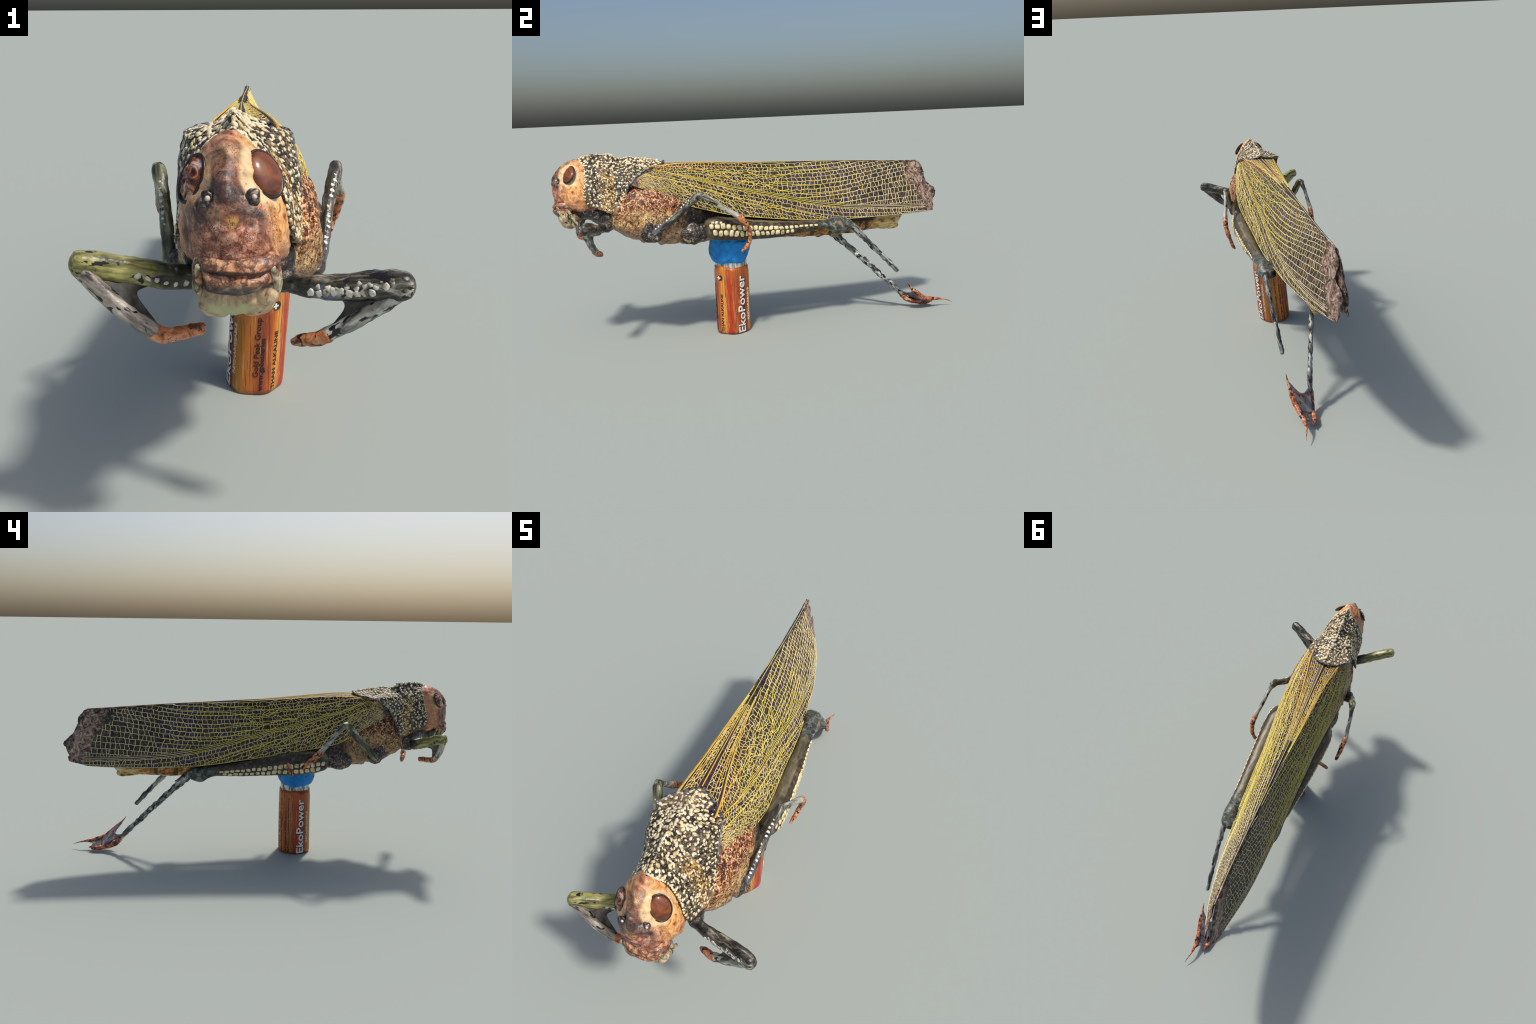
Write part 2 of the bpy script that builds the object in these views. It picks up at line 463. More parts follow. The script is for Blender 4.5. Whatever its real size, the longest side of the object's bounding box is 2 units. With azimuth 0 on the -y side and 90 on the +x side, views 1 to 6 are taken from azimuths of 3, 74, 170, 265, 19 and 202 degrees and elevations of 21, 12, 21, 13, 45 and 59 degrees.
    M["leg_right"] = leg_skin("foreleg_skin_olive", (-.21, -.11, .08), olive, .61, 0, lambda n: n.step(n.math("MULTIPLY_ADD", n.noise(30, 2), .06, n.x), -.155, -.105))
    M["leg_mid"] = leg_skin("midleg_skin_grey", (.04, .2, .15), grey, .57, .15)
    M["leg_mid_olive"] = leg_skin("midleg_skin_olive", (-.05, .17, .16), [(.36, (.018, .020, .013)), (.48, (.085, .088, .045)), (.58, (.21, .21, .12)), (.70, (.50, .49, .38))], .61)
    pale = [(.35, (.030, .031, .030)), (.44, (.13, .128, .11)), (.53, (.34, .33, .285)), (.63, (.60, .585, .52)), (.74, (.80, .79, .75))]
    M["shin_fore"] = leg_skin("foreleg_shin", (-.13, .02, -.11), pale, .59)
    M["shin_fore_right"] = leg_skin("foreleg_shin_brown", (.14, 0, -.12), [(.36, (.05, .045, .04)), (.46, (.22, .19, .155)), (.56, (.42, .37, .31)), (.68, (.70, .66, .58))], .58)
    M["shin_mid"] = leg_skin("midleg_shin", (.03, .16, -.10), pale, .60)
    M["shin"] = leg_skin("hindleg_shin", (-.05, .30, -.28), [(.35, (.020, .021, .020)), (.45, (.095, .102, .096)), (.54, (.28, .295, .275)), (.62, (.56, .575, .53)), (.72, (.78, .79, .74))], .56)  # near-white stops draw the long glints on the hind shins

    n = Nodes("thigh_olive", .42, .45)
    c = n.ramp(n.noise(34, 4, .6, .6, n.scaled((1, .22, 1))), [(.34, (.030, .024, .014)), (.5, (.105, .088, .050)), (.64, (.21, .18, .10)), (.78, (.34, .30, .19))])
    knee = n.step(n.y, .18, .25)
    kc = n.ramp(n.noise(42, 4, .6, .9), [(.36, (.014, .016, .014)), (.5, (.070, .078, .062)), (.62, (.19, .21, .18)), (.75, (.45, .48, .44))])
    c = n.mix(knee, c, kc)
    c = n.mix(n.near((.14, .325, .515), .006, .018, wobble=n.noise(60), amount=.015), c, (.45, .20, .07))
    outer = n.math("MAXIMUM", n.step(n.math("MULTIPLY_ADD", n.y, .065, n.x), .148, .156), n.step(n.math("MULTIPLY_ADD", n.y, -.065, n.x), -.144, -.152))
    outer = n.mul(outer, n.mul(n.step(n.y, .24, .20), n.step(n.math("MULTIPLY_ADD", n.y, .10, n.z), .575, .562)))
    c = n.mix(n.mul(outer, .9), c, n.ramp(n.noise(50, 3), [(.38, (.014, .009, .007)), (.58, (.06, .034, .02)), (.72, (.19, .12, .06))]))
    M["thigh"] = n.bump(n.noise(50, 3, .6, 0, n.scaled((1, .3, 1))), .4, .003).done(c)
    n = Nodes("thigh_plate_bed", .5)
    c = n.ramp(n.noise(50, 3), [(.35, (.022, .013, .009)), (.6, (.085, .045, .025)), (.75, (.20, .12, .06))])
    M["bed"] = n.done(c)
    n = Nodes("thigh_plate_cream", .42, .4)
    c = n.ramp(n.noise(48, 4, .6, .8), [(.30, (.30, .18, .07)), (.42, (.62, .50, .24)), (.56, (.80, .73, .44)), (.74, (.86, .81, .60))])
    M["plate"] = n.bump(n.noise(70, 3), .3, .002).done(c)
    n = Nodes("leg_spot_cream", .4, .4)
    M["spot"] = n.done(n.ramp(n.noise(50, 2), [(.36, (.16, .14, .10)), (.44, (.56, .52, .42)), (.56, (.80, .77, .68))]))
    n = Nodes("foot_orange", .35, .5)
    c = n.ramp(n.noise(42, 4, .65, 1.0), [(.35, (.05, .014, .008)), (.46, (.44, .12, .04)), (.57, (.66, .26, .10)), (.70, (.74, .46, .28))])
    c = n.mix(n.step(n.noise(50, 2, .5, 1.0), .585, .62), c, (.020, .010, .009))
    M["foot"] = n.bump(n.noise(60, 3), .5, .003).done(c)
    n = Nodes("foot_scarlet", .3, .5)
    c = n.ramp(n.noise(34, 4, .65, 1.2), [(.37, (.025, .014, .014)), (.45, (.28, .060, .028)), (.53, (.62, .16, .05)), (.60, (.62, .32, .18)), (.70, (.74, .58, .44))])  # tan stops bake in the bleached look of the sunny side
    c = n.mix(n.step(n.noise(40, 2, .5, 1.0), .575, .615), c, (.022, .015, .016))
    M["scarlet"] = n.bump(n.noise(60, 3), .5, .003).done(c)
    n = Nodes("web_skin", .55, .3)
    c = n.ramp(n.noise(25, 3, .6, .5), [(.35, (.06, .06, .070)), (.55, (.19, .185, .20)), (.72, (.33, .31, .30))])
    c = n.mix(n.step(n.noise(34, 3, .6, .8), .56, .62), c, n.ramp(n.noise(60, 2), [(.45, (.025, .016, .016)), (.58, (.30, .07, .03))]))
    M["web"] = n.done(c)
    n = Nodes("web_skin_dark", .55, .3)
    M["web_dark"] = n.done(n.ramp(n.noise(30, 3), [(.35, (.030, .028, .025)), (.6, (.11, .10, .085)), (.75, (.24, .22, .18))]))

    # --- battery
    n = Nodes("battery_wrap", .38, .5)
    dx = n.math("SUBTRACT", n.x, n.math("MULTIPLY_ADD", n.z, .065, -.011))
    dy = n.math("SUBTRACT", n.y, -.197)
    ang = n.math("ARCTAN2", dy, dx)
    stz = n.noise(16, 4, .65, .4, n.scaled((3.2, 3.2, .16)))
    fine = n.noise(34, 3, .65, .3, n.scaled((4, 4, .18)))
    a01 = n.math("MULTIPLY_ADD", ang, 1 / math.tau, .5)
    a01 = n.math("ADD", a01, n.math("MULTIPLY", n.math("SUBTRACT", stz, .5), .022))
    def at(deg):
        return (deg + 180) / 360
    gold, orange, rust, red, dred, ykeep = (.53, .21, .024), (.59, .165, .018), (.43, .095, .014), (.46, .040, .013), (.15, .018, .010), (.76, .34, .055)
    c = n.ramp(a01, [(at(-180), red), (at(-166), red), (at(-156), dred), (at(-143), rust), (at(-128), gold), (at(-100), orange), (at(-86), rust), (at(-76), (.30, .055, .025)),
                     (at(-62), rust), (at(-55), orange), (at(-46), ykeep), (at(-36), ykeep), (at(-30), red), (at(-14), red), (at(-4), rust), (at(6), (.34, .06, .02)),
                     (at(14), red), (at(24), dred), (at(32), dred), (at(44), rust), (at(58), orange), (at(75), rust), (at(92), gold), (at(118), orange), (at(140), rust), (at(158), gold), (at(170), red), (at(180), red)][:32])
    c = n.mix(n.mul(n.step(stz, .54, .60), .45), c, (.62, .24, .04))
    c = n.mix(n.mul(n.step(fine, .46, .40), .7), c, (.16, .025, .012))
    c = n.mix(n.mul(n.step(n.z, .255, .31), .4), c, (.48, .14, .02))
    c = n.mix(n.mul(n.step(fine, .60, .68), .5), c, (.78, .42, .16))
    M["wrap"] = n.done(c)
    n = Nodes("battery_steel", .3, .6, Metallic=.35)
    st = n.noise(30, 3, .7, .4, n.scaled((3, 3, .35)))
    M["steel"] = n.done(n.ramp(st, [(.34, (.030, .034, .036)), (.45, (.20, .22, .22)), (.53, (.55, .60, .60)), (.62, (.74, .78, .80)), (.72, (.52, .52, .26))]))
    M["ink_white"] = Nodes("print_white", .45).done((.84, .82, .76))
    M["ink_cream"] = Nodes("print_cream", .45).done((.74, .66, .40))
    M["ink_dark"] = Nodes("print_dark", .5).done((.035, .018, .020))
    M["ink_brown"] = Nodes("print_brown", .5).done((.18, .035, .030))
    M["ink_shadow"] = Nodes("print_shadow", .5).done((.055, .012, .010))
    n = Nodes("putty_blue", .55, .3)
    M["putty"] = n.bump(n.noise(28, 3, .6, .8), .35, .006).done(n.ramp(n.noise(14, 3, .5, .6), [(.35, (.008, .18, .58)), (.6, (.014, .27, .72)), (.75, (.02, .35, .80))]))
    return M


M = make_materials()

hopper = link(bpy.data.objects.new("grasshopper", None))
hopper["label"] = "large mottled grasshopper specimen with yellow net-veined wings"
hopper["category"] = "grasshopper insect"

# ------------------------------------------------------------------- head


def head_part():
    # rows: height, centre x, half width, front y, back y
    prof = table([(.652, -.007, .062, -.890, -.80), (.664, -.008, .090, -.922, -.80), (.685, -.008, .100, -.960, -.80), (.702, -.009, .101, -.982, -.80),
                  (.73, -.010, .099, -.987, -.80), (.77, -.012, .092, -.988, -.80), (.80, -.014, .083, -.986, -.80), (.825, -.016, .076, -.977, -.80),
                  (.846, -.016, .067, -.962, -.80), (.864, -.016, .054, -.943, -.80), (.880, -.016, .038, -.915, -.80), (.891, -.017, .018, -.880, -.80)])
    verts, cols = [], 96
    zs = np.linspace(.652, .891, 64)
    for z in zs:
        cx, w, yf, yb = prof(z)
        yc, d = yb - .02, (yb - .02) - yf
        for j in range(cols):
            a = math.tau * j / cols
            ca, sa = math.cos(a), math.sin(a)
            e = 2 / (2.5 - 1.0 * smooth(.765, .825, z))
            lx = math.copysign(abs(ca)**e, ca)
            ly = math.copysign(abs(sa)**e, sa)
            front = max(ly, 0)
            y = yc - (d * ly if ly > 0 else .02 * ly)
            wide = 1 + (.09 * smooth(.75, .79, z) * smooth(.865, .83, z) if lx < 0 else 0)
            x = cx + w * wide * lx * (1 - .10 * front**2) * (1 - .16 * smooth(-.89, -.835, y))
            p = np.array([x, y, z])
            # frontal ridge between the antennae, grooves on both sides, cheek furrows
            out = 0.0
            dx = x + .012
            if front > .75:
                g = smooth(.75, .95, front)
                out += g * .006 * math.exp(-(dx / .014)**2) * smooth(.70, .76, z) * smooth(.865, .82, z)
                out -= g * .007 * math.exp(-((abs(dx) - .034) / .013)**2) * smooth(.74, .78, z) * smooth(.86, .83, z)
                out += g * .003 * math.exp(-((abs(dx) - .060) / .008)**2)
            out += .008 * fbm(p, 24, 3) + .004 * fbm(p, 60, 9)
            # furrow from the eye down to the jaw joint
            out -= .005 * math.exp(-((y + .952 + .012 * math.sin(z * 40)) / .006)**2) * smooth(.80, .76, z) * smooth(.2, .6, abs(lx))
            nv = np.array([lx / w, -ly / max(d, .02), 0])
            nv /= np.linalg.norm(nv) + 1e-9
            # swelling that carries each eye
            for ex, ey, ez in ((.050, -.922, .830), (-.085, -.925, .820)):
                q = math.sqrt((x - ex)**2 + (y - ey)**2 + (z - ez)**2)
                out += .006 * math.exp(-(q / .04)**2)
            # the nape drops away under the collar
            p[2] -= .022 * smooth(-.875, -.83, y) * smooth(.78, .84, z)
            verts.append(p + nv * out)
    return verts, ring_faces(len(zs), cols)


head = mesh_object("head", *head_part(), M["head"], hopper)


def eye_disc(center, normal, along, a, b, depth, bumps=0.0):
    """Frame of an oval eye: returns (lens mesh, rim mesh)."""
    nrm = Vector(normal).normalized()
    al = Vector(along)
    al = (al - nrm * al.dot(nrm)).normalized()
    si = nrm.cross(al)
    c = Vector(center)
    v, rings, cols = [], 14, 40
    for i in range(rings):
        r = 1 - i / rings
        h = math.sqrt(max(0, 1 - r * r))
        for j in range(cols):
            t = math.tau * j / cols
            p = c + al * a * r * math.cos(t) + si * b * r * math.sin(t) + nrm * depth * h
            if bumps:
                p += nrm * bumps * fbm(p, 45, 5)
            v.append(p)
    lens = v, ring_faces(rings, cols)

    def torus(k, rad, lift):
        tv, m = [], 8
        for j in range(cols):
            t = math.tau * j / cols
            o = c + (al * a * math.cos(t) + si * b * math.sin(t)) * k + nrm * lift
            rdir = (al * a * math.cos(t) + si * b * math.sin(t)).normalized()
            for q in range(m):
                u = math.tau * q / m
                tv.append(o + rdir * rad * math.cos(u) + nrm * rad * .8 * math.sin(u))
        fc = []
        for j in range(cols):
            for q in range(m):
                fc.append((j * m + q, j * m + (q + 1) % m, ((j + 1) % cols) * m + (q + 1) % m, ((j + 1) % cols) * m + q))
        return tv, fc
    return lens, torus


lens, torus = eye_disc((.0435, -.9125, .826), (.56, -.62, .52), (-.42, .30, .72), .041, .031, .012)
eye = mesh_object("eye", *lens, M["eye"], head)
mesh_object("eye_rim", *torus(1.0, .0030, .0005), M["eye_rim"], eye)
lens, torus = eye_disc((-.0755, -.922, .820), (-.66, -.60, .42), (.32, .26, .70), .040, .027, .006, .012)
eye = mesh_object("eye", *lens, M["eye_damaged"], head)
mesh_object("eye_rim", *torus(1.0, .0036, .0005), M["eye_rim"], eye)

# antenna sockets: dark pits with a low broken stump
for cx, cy, cz in ((.026, -.974, .800), (-.046, -.978, .798)):
    socket = mesh_object("antenna_socket", *blob((cx, cy + .012, cz), (.012, .006, .014), bumps=.007, bump_scale=55), M["black"], head)
    mesh_object("antenna_stump", *blob((cx + .002, cy + .006, cz + .003), (.0045, .004, .004), (0, 25, 0), bumps=.003, bump_scale=60), M["stub"], socket)


def plate_profile(rows, cols=40, seed=0.0, amp=.004, scale=40, exponent=2.6):
    """Stack of rounded rings: rows of height, centre x, centre y, half width, half depth."""
    f = table(rows)
    zs = np.linspace(rows[0][0], rows[-1][0], 30)
    v = []
    for z in zs:
        cx, cy, w, d = f(z)
        for j in range(cols):
            a = math.tau * j / cols
            ca, sa = math.cos(a), math.sin(a)
            lx = math.copysign(abs(ca)**(2 / exponent), ca)
            ly = math.copysign(abs(sa)**(2 / exponent), sa)
            p = np.array([cx + w * lx, cy + d * ly, z])
            v.append(p + np.array([lx, ly, 0]) * amp * fbm(p, scale, seed))
    return v, ring_faces(len(zs), cols)


# clypeus and labrum: the upper lip, a folded plate overhanging a dark slit
mesh_object("clypeus", *plate_profile([(.676, .000, -.952, .062, .036), (.684, .000, -.954, .066, .042), (.695, .000, -.953, .067, .042), (.706, .000, -.950, .062, .036)], amp=.013, scale=26), M["lip"], head)
mesh_object("labrum", *plate_profile([(.638, -.006, -.952, .036, .018), (.645, -.005, -.954, .048, .029), (.658, -.003, -.955, .056, .038), (.670, -.002, -.955, .060, .041), (.682, -.001, -.950, .060, .036)], amp=.014, seed=4, scale=24), M["lip"], head)
# lower mouthparts: pale two-lobed pad with striped palps along its sides
mesh_object("labium", *join(
    blob((-.004, -.926, .630), (.069, .052, .044), bumps=.008, bump_scale=26, seed=2, segments=48, rings=28),
    blob((-.036, -.938, .613), (.036, .034, .030), bumps=.006, seed=5),
    blob((.026, -.930, .615), (.037, .036, .031), bumps=.006, seed=8),
    blob((.046, -.950, .636), (.024, .024, .024), bumps=.005, seed=9)), M["labium"], head)
mesh_object("mandible", *join(
    blob((.058, -.942, .676), (.014, .034, .024), (24, 0, 0), bumps=.004, bump_scale=22, seed=3),
    blob((-.062, -.944, .674), (.014, .034, .024), (24, 0, 0), bumps=.004, bump_scale=22, seed=6)), M["lip"], head)
for sx in (1, -1):
    ox = -.002
    for k, (y0, z0, y1, z1, r) in enumerate(((-.975, .688, -.935, .606, .0075), (-.955, .690, -.912, .596, .008), (-.935, .682, -.890, .600, .0075))):
        v, f = limb([(ox + sx * (.060 + .003 * k), y0, z0, r * .7, r * .7), (ox + sx * (.067 + .001 * k), (y0 + y1) / 2 - .004, (z0 + z1) / 2, r, r),
                     (ox + sx * (.054 + .004 * k), y1, z1, r * .8, r * .8)], cols=12, steps=6, up=(sx, 0, .1), bumps=.002, seed=k)
        mesh_object("palp", v, f, M["palp"], head)
mesh_object("neck", *limb([(-.008, -.86, .665, .078, .045), (-.010, -.80, .650, .080, .055), (-.012, -.74, .620, .075, .06)], bumps=.008, bump_scale=25), M["coxa"], head)

# ------------------------------------------------------- collar (pronotum)
# half widths and heights at stations along y: ridge z, shoulder, flank, hem
COLLAR = table([(-.872, .890, .034, .856, .076, .796, .104, .700), (-.83, .902, .043, .855, .086, .786, .111, .680), (-.79, .905, .049, .850, .092, .772, .115, .665),
                (-.74, .901, .056, .843, .099, .762, .122, .642), (-.715, .900, .060, .840, .106, .762, .127, .636), (-.69, .880, .070, .838, .111, .764, .131, .632),
                (-.65, .885, .090, .842, .121, .770, .139, .640), (-.60, .876, .103, .839, .130, .768, .144, .65), (-.55, .872, .108, .834, .132, .765, .145, .65), (-.47, .855, .106, .828, .132, .765, .145, .65)])
REAR_EDGE = table([(0, -.482), (.18, -.51), (.34, -.56), (.46, -.60), (.62, -.645), (.82, -.685), (1, -.712)])
FRONT_EDGE = table([(0, -.868), (.15, -.862), (.4, -.848), (.7, -.852), (.9, -.858), (1, -.846)])


def collar_point(s, v):
    q = abs(s)
    y0, y1 = FRONT_EDGE(q)[0], REAR_EDGE(q)[0]
    y = y0 + (y1 - y0) * v
    zr, w1, z1, w2, z2, w3, z3 = COLLAR(y)
    pts = [(0, zr), (w1, z1), (w2, z2), (w3, z3)]
    ks = (0, .34, .66, 1.0)
    # roof slope up to the shoulder, then a rounded flank
    if q < .34:
        t = q / .34
        x, z = w1 * t, zr + (z1 - zr) * (t + .07 * math.sin(math.pi * t))
        t2 = smooth(.24, .34, q)
    else:
        t = (q - .34) / .66
        b = 1 - t
        cx, cz = 2 * w2 - .5 * (w1 + w3), 2 * z2 - .5 * (z1 + z3)
        x = b * b * w1 + 2 * b * t * cx + t * t * w3
        z = b * b * z1 + 2 * b * t * cz + t * t * z3
    cx = -.012 - .006 * smooth(-.78, -.62, y)
    cx -= .007 * (1 - smooth(.3, .7, q)) * smooth(-.84, -.76, y)
    return np.array([cx + math.copysign(x, s), y, z])


def collar_surface(s, v):
    p = collar_point(s, v)
    e = .01
    a = collar_point(min(s + e, 1), v) - collar_point(max(s - e, -1), v)
    b = collar_point(s, min(v + e, 1)) - collar_point(s, max(v - e, 0))
    nn = np.cross(b, a)
    nn /= np.linalg.norm(nn) + 1e-9
    if nn[2] + nn[0] * math.copysign(1, s) < 0:
        nn = -nn
    y = p[1]
    h = .006 * fbm(p, 24, 2) + .004 * fbm(p, 60, 5)
    # cross furrows that cut the collar into lobes
    for yf, depth, wd in ((-.705 - .03 * smooth(0, .5, abs(s)), .007, .008), (-.800, .005, .007), (-.765, .003, .006)):
        wob = .008 * n3(p, 14, 4)
        h -= depth * math.exp(-((y - yf - wob) / wd)**2) * smooth(1.0, .7, abs(s))
    # low pits in the top of the rear lobe
    h -= .008 * smooth(-.64, -.59, y) * math.exp(-((abs(s) - .20) / .07)**2) * smooth(-.50, -.56, y)
    return p + nn * h, nn


def collar_part():
    ns, nv, v = 120, 64, []
    for i in range(nv + 1):
        for j in range(ns + 1):
            v.append(collar_surface(-1 + 2 * j / ns, i / nv)[0])
    c = ns + 1
    f = [(i * c + j, i * c + j + 1, (i + 1) * c + j + 1, (i + 1) * c + j) for i in range(nv) for j in range(ns)]
    return v, f


collar = mesh_object("pronotum", *collar_part(), M["collar"], hopper)
mod = collar.modifiers.new("shell", "SOLIDIFY")
mod.thickness, mod.offset = .010, -1
# the recalculated normals point outward for this open sheet; make sure of it
if sum(p.normal.z for p in collar.data.polygons) < 0:
    collar.data.flip_normals()

ICO = bmesh.new()
bmesh.ops.create_icosphere(ICO, subdivisions=2, radius=1)
ICO_V = np.array([v.co[:] for v in ICO.verts])
ICO_F = [tuple(v.index for v in f.verts) for f in ICO.faces]
ICO.free()


def pebble(soup, p, nrm, tang, a, b, h, rot, seed):
    nrm = nrm / np.linalg.norm(nrm)
    t = tang - nrm * np.dot(tang, nrm)
    t /= np.linalg.norm(t) + 1e-9
    s = np.cross(nrm, t)
    t, s = t * math.cos(rot) + s * math.sin(rot), s * math.cos(rot) - t * math.sin(rot)
    sh = np.array([1 + .55 * n3(q, 1.5, seed) for q in ICO_V])
    q = ICO_V * sh[:, None]
    # a few pebbles are bent like commas
    bend = .5 * n3((seed, seed * .3, 0), 1.0) * q[:, 0]**2
    soup.add(list(p + np.outer(q[:, 0] * a, t) + np.outer((q[:, 1] + bend) * b, s) + np.outer(q[:, 2] * h, nrm)), ICO_F)


tub = Soup()
placed = []
tries = 0
while len(placed) < 900 and tries < 14000:
    tries += 1
    s, v = RNG.uniform(-.97, .97), RNG.uniform(.015, .97)
    p, nrm = collar_surface(s, v)
    fine = smooth(-.72, -.66, p[1]) * smooth(.45, .55, abs(s))
    big = .85 + .3 * smooth(.45, .1, abs(s))
    gap = .0172 * (1 - .22 * fine) * (.95 + .3 * n3(p, 18, 3))
    if any(abs(p[0] - q[0]) < gap and abs(p[1] - q[1]) < gap and np.linalg.norm(p - q) < gap for q in placed):
        continue
    if p[2] < .67 and RNG.rand() < .45:
        continue
    placed.append(p)
    a = RNG.uniform(.0034, .0068) * (1 - .12 * fine) * big
    rot = RNG.uniform(-1.6, 1.6)
    pebble(tub, p, nrm, np.array([0, 1.0, .0]), a * RNG.uniform(.9, 1.5), a * .9, a * RNG.uniform(.3, .7), rot, RNG.uniform(0, 50))
    if RNG.rand() < .66:
        for q in range(RNG.randint(1, 3)):
            rot += RNG.uniform(-.9, .9)
            s2 = s + (.0080 * (q + 1) * math.sin(rot)) / .17
            v2 = v + (.0080 * (q + 1) * math.cos(rot)) / .30
            if abs(s2) < .97 and .01 < v2 < .98:
                p2, n2 = collar_surface(s2, v2)
                pebble(tub, p2, n2, np.array([0, 1.0, .0]), a * 1.25, a * .72, a * .45, rot, RNG.uniform(0, 50))
# beaded front margin
for s in np.linspace(-.93, .93, 46):
    p, nrm = collar_surface(s, .012)
    pebble(tub, p, nrm, np.array([1.0, 0, 0]), RNG.uniform(.003, .006), .0034, .0032, RNG.uniform(-.5, .5), s * 9)
# knobs along the crest
for v in np.linspace(.04, .92, 26):
    p, nrm = collar_surface(RNG.uniform(-.012, .012), v)
    k = .0035 + .003 * RNG.rand()
    pebble(tub, p + np.array([0, 0, .001]), nrm, np.array([0, 1.0, 0]), k * 1.3, k * .8, k * .8, RNG.uniform(-.9, .9), v * 31)
mesh_object("tubercle", tub.v, tub.f, M["tubercle"], collar, kind="stuff")


def edge_cord(fn, n, r):
    pts = [fn(t) for t in np.linspace(0, 1, n)]
    return limb([(p[0], p[1], p[2], r, r) for p in pts], cols=8, steps=2, up=(.13, .3, .9), bumps=r * .5, bump_scale=90)


mesh_object("rim", *edge_cord(lambda t: collar_surface(-1 + 2 * t, 1.0)[0], 48, .0048), M["margin"], collar)

# ----------------------------------------------------------------- thorax


def trunk(rows, cols=96, steps=110, seed=0.0, amp=.006, scale=24, sutures=(), power=.85):
    """Body loft along y. rows: y, centre x, half width, bottom z, top z, height of widest line (0-1)."""
    f = table(rows)
    ys = np.linspace(rows[0][0], rows[-1][0], steps)
    v = []
    for y in ys:
        cx, w, zb, zt, k = f(y)
        zm = zb + (zt - zb) * k
        for j in range(cols):
            a = math.tau * j / cols
            ca, sa = math.cos(a), math.sin(a)
            lx = math.copysign(abs(ca)**power, ca)
            lz = math.copysign(abs(sa)**power, sa)
            p = np.array([cx + w * lx, y, zm + lz * ((zt - zm) if sa > 0 else (zm - zb))])
            h = amp * fbm(p, scale, seed) + amp * .4 * fbm(p, 60, seed + 3)
            for yz, slant, depth, wd in sutures:
                line = yz + slant * (p[2] - .60) + .012 * n3(p, 16, 5)
                h -= depth * math.exp(-((y - line) / wd)**2)
                h += depth * .8 * math.exp(-((y - line - 2.2 * wd) / (1.6 * wd))**2)
            v.append(p + np.array([lx, 0, lz]) * h)
    return v, ring_faces(steps, cols)


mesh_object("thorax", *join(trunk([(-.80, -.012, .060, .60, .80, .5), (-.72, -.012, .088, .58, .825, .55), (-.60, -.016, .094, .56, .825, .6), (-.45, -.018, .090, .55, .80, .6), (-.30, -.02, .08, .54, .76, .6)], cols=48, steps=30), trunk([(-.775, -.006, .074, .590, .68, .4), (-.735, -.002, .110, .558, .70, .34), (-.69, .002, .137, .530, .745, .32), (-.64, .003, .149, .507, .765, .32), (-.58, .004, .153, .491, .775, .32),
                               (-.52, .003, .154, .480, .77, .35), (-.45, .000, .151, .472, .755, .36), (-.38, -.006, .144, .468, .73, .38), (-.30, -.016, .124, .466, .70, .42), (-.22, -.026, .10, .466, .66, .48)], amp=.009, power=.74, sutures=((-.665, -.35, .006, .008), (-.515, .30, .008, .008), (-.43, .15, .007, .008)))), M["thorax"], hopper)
abdomen_rows = [(-.27, -.033, .096, .458, .70, .5), (-.15, -.034, .092, .452, .70, .5), (0, -.037, .086, .446, .69, .45), (.15, -.041, .080, .438, .67, .42), (.28, -.044, .076, .430, .64, .42),
                (.40, -.048, .068, .427, .62, .42), (.50, -.052, .060, .429, .60, .42), (.58, -.055, .052, .436, .58, .42), (.63, -.056, .047, .434, .57, .45), (.68, -.056, .042, .431, .56, .5), (.72, -.056, .034, .444, .55, .5), (.755, -.056, .016, .485, .53, .5)]


def abdomen_part():
    v, f = trunk(abdomen_rows, steps=110, amp=.005, seed=7)
    out = []
    for p in v:
        p = np.array(p)
        # overlapping segments
        g = (p[1] * 9.9) % 1.0
        k = .004 * (g - .5) * (1 if p[1] < .56 else .3)
        out.append(p + np.array([(p[0] + .045) * k * 14, 0, -abs(k) * 0 + (k if p[2] < .5 else 0) * -1.0]))
    return out, f


abdomen = mesh_object("abdomen", *abdomen_part(), M["abdomen"], hopper)
# plates that close the tip of the abdomen
for sx in (1, -1):
    mesh_object("tail_valve", *blob((-.056 + sx * .017, .683, .452), (.016, .052, .022), (-6, 0, 0), bumps=.005, bump_scale=26, seed=sx), M["abdomen"], abdomen)
mesh_object("tail_valve", *blob((-.056, .66, .492), (.034, .062, .016), (-4, 0, 0), bumps=.005, bump_scale=26, seed=4), M["abdomen"], abdomen)

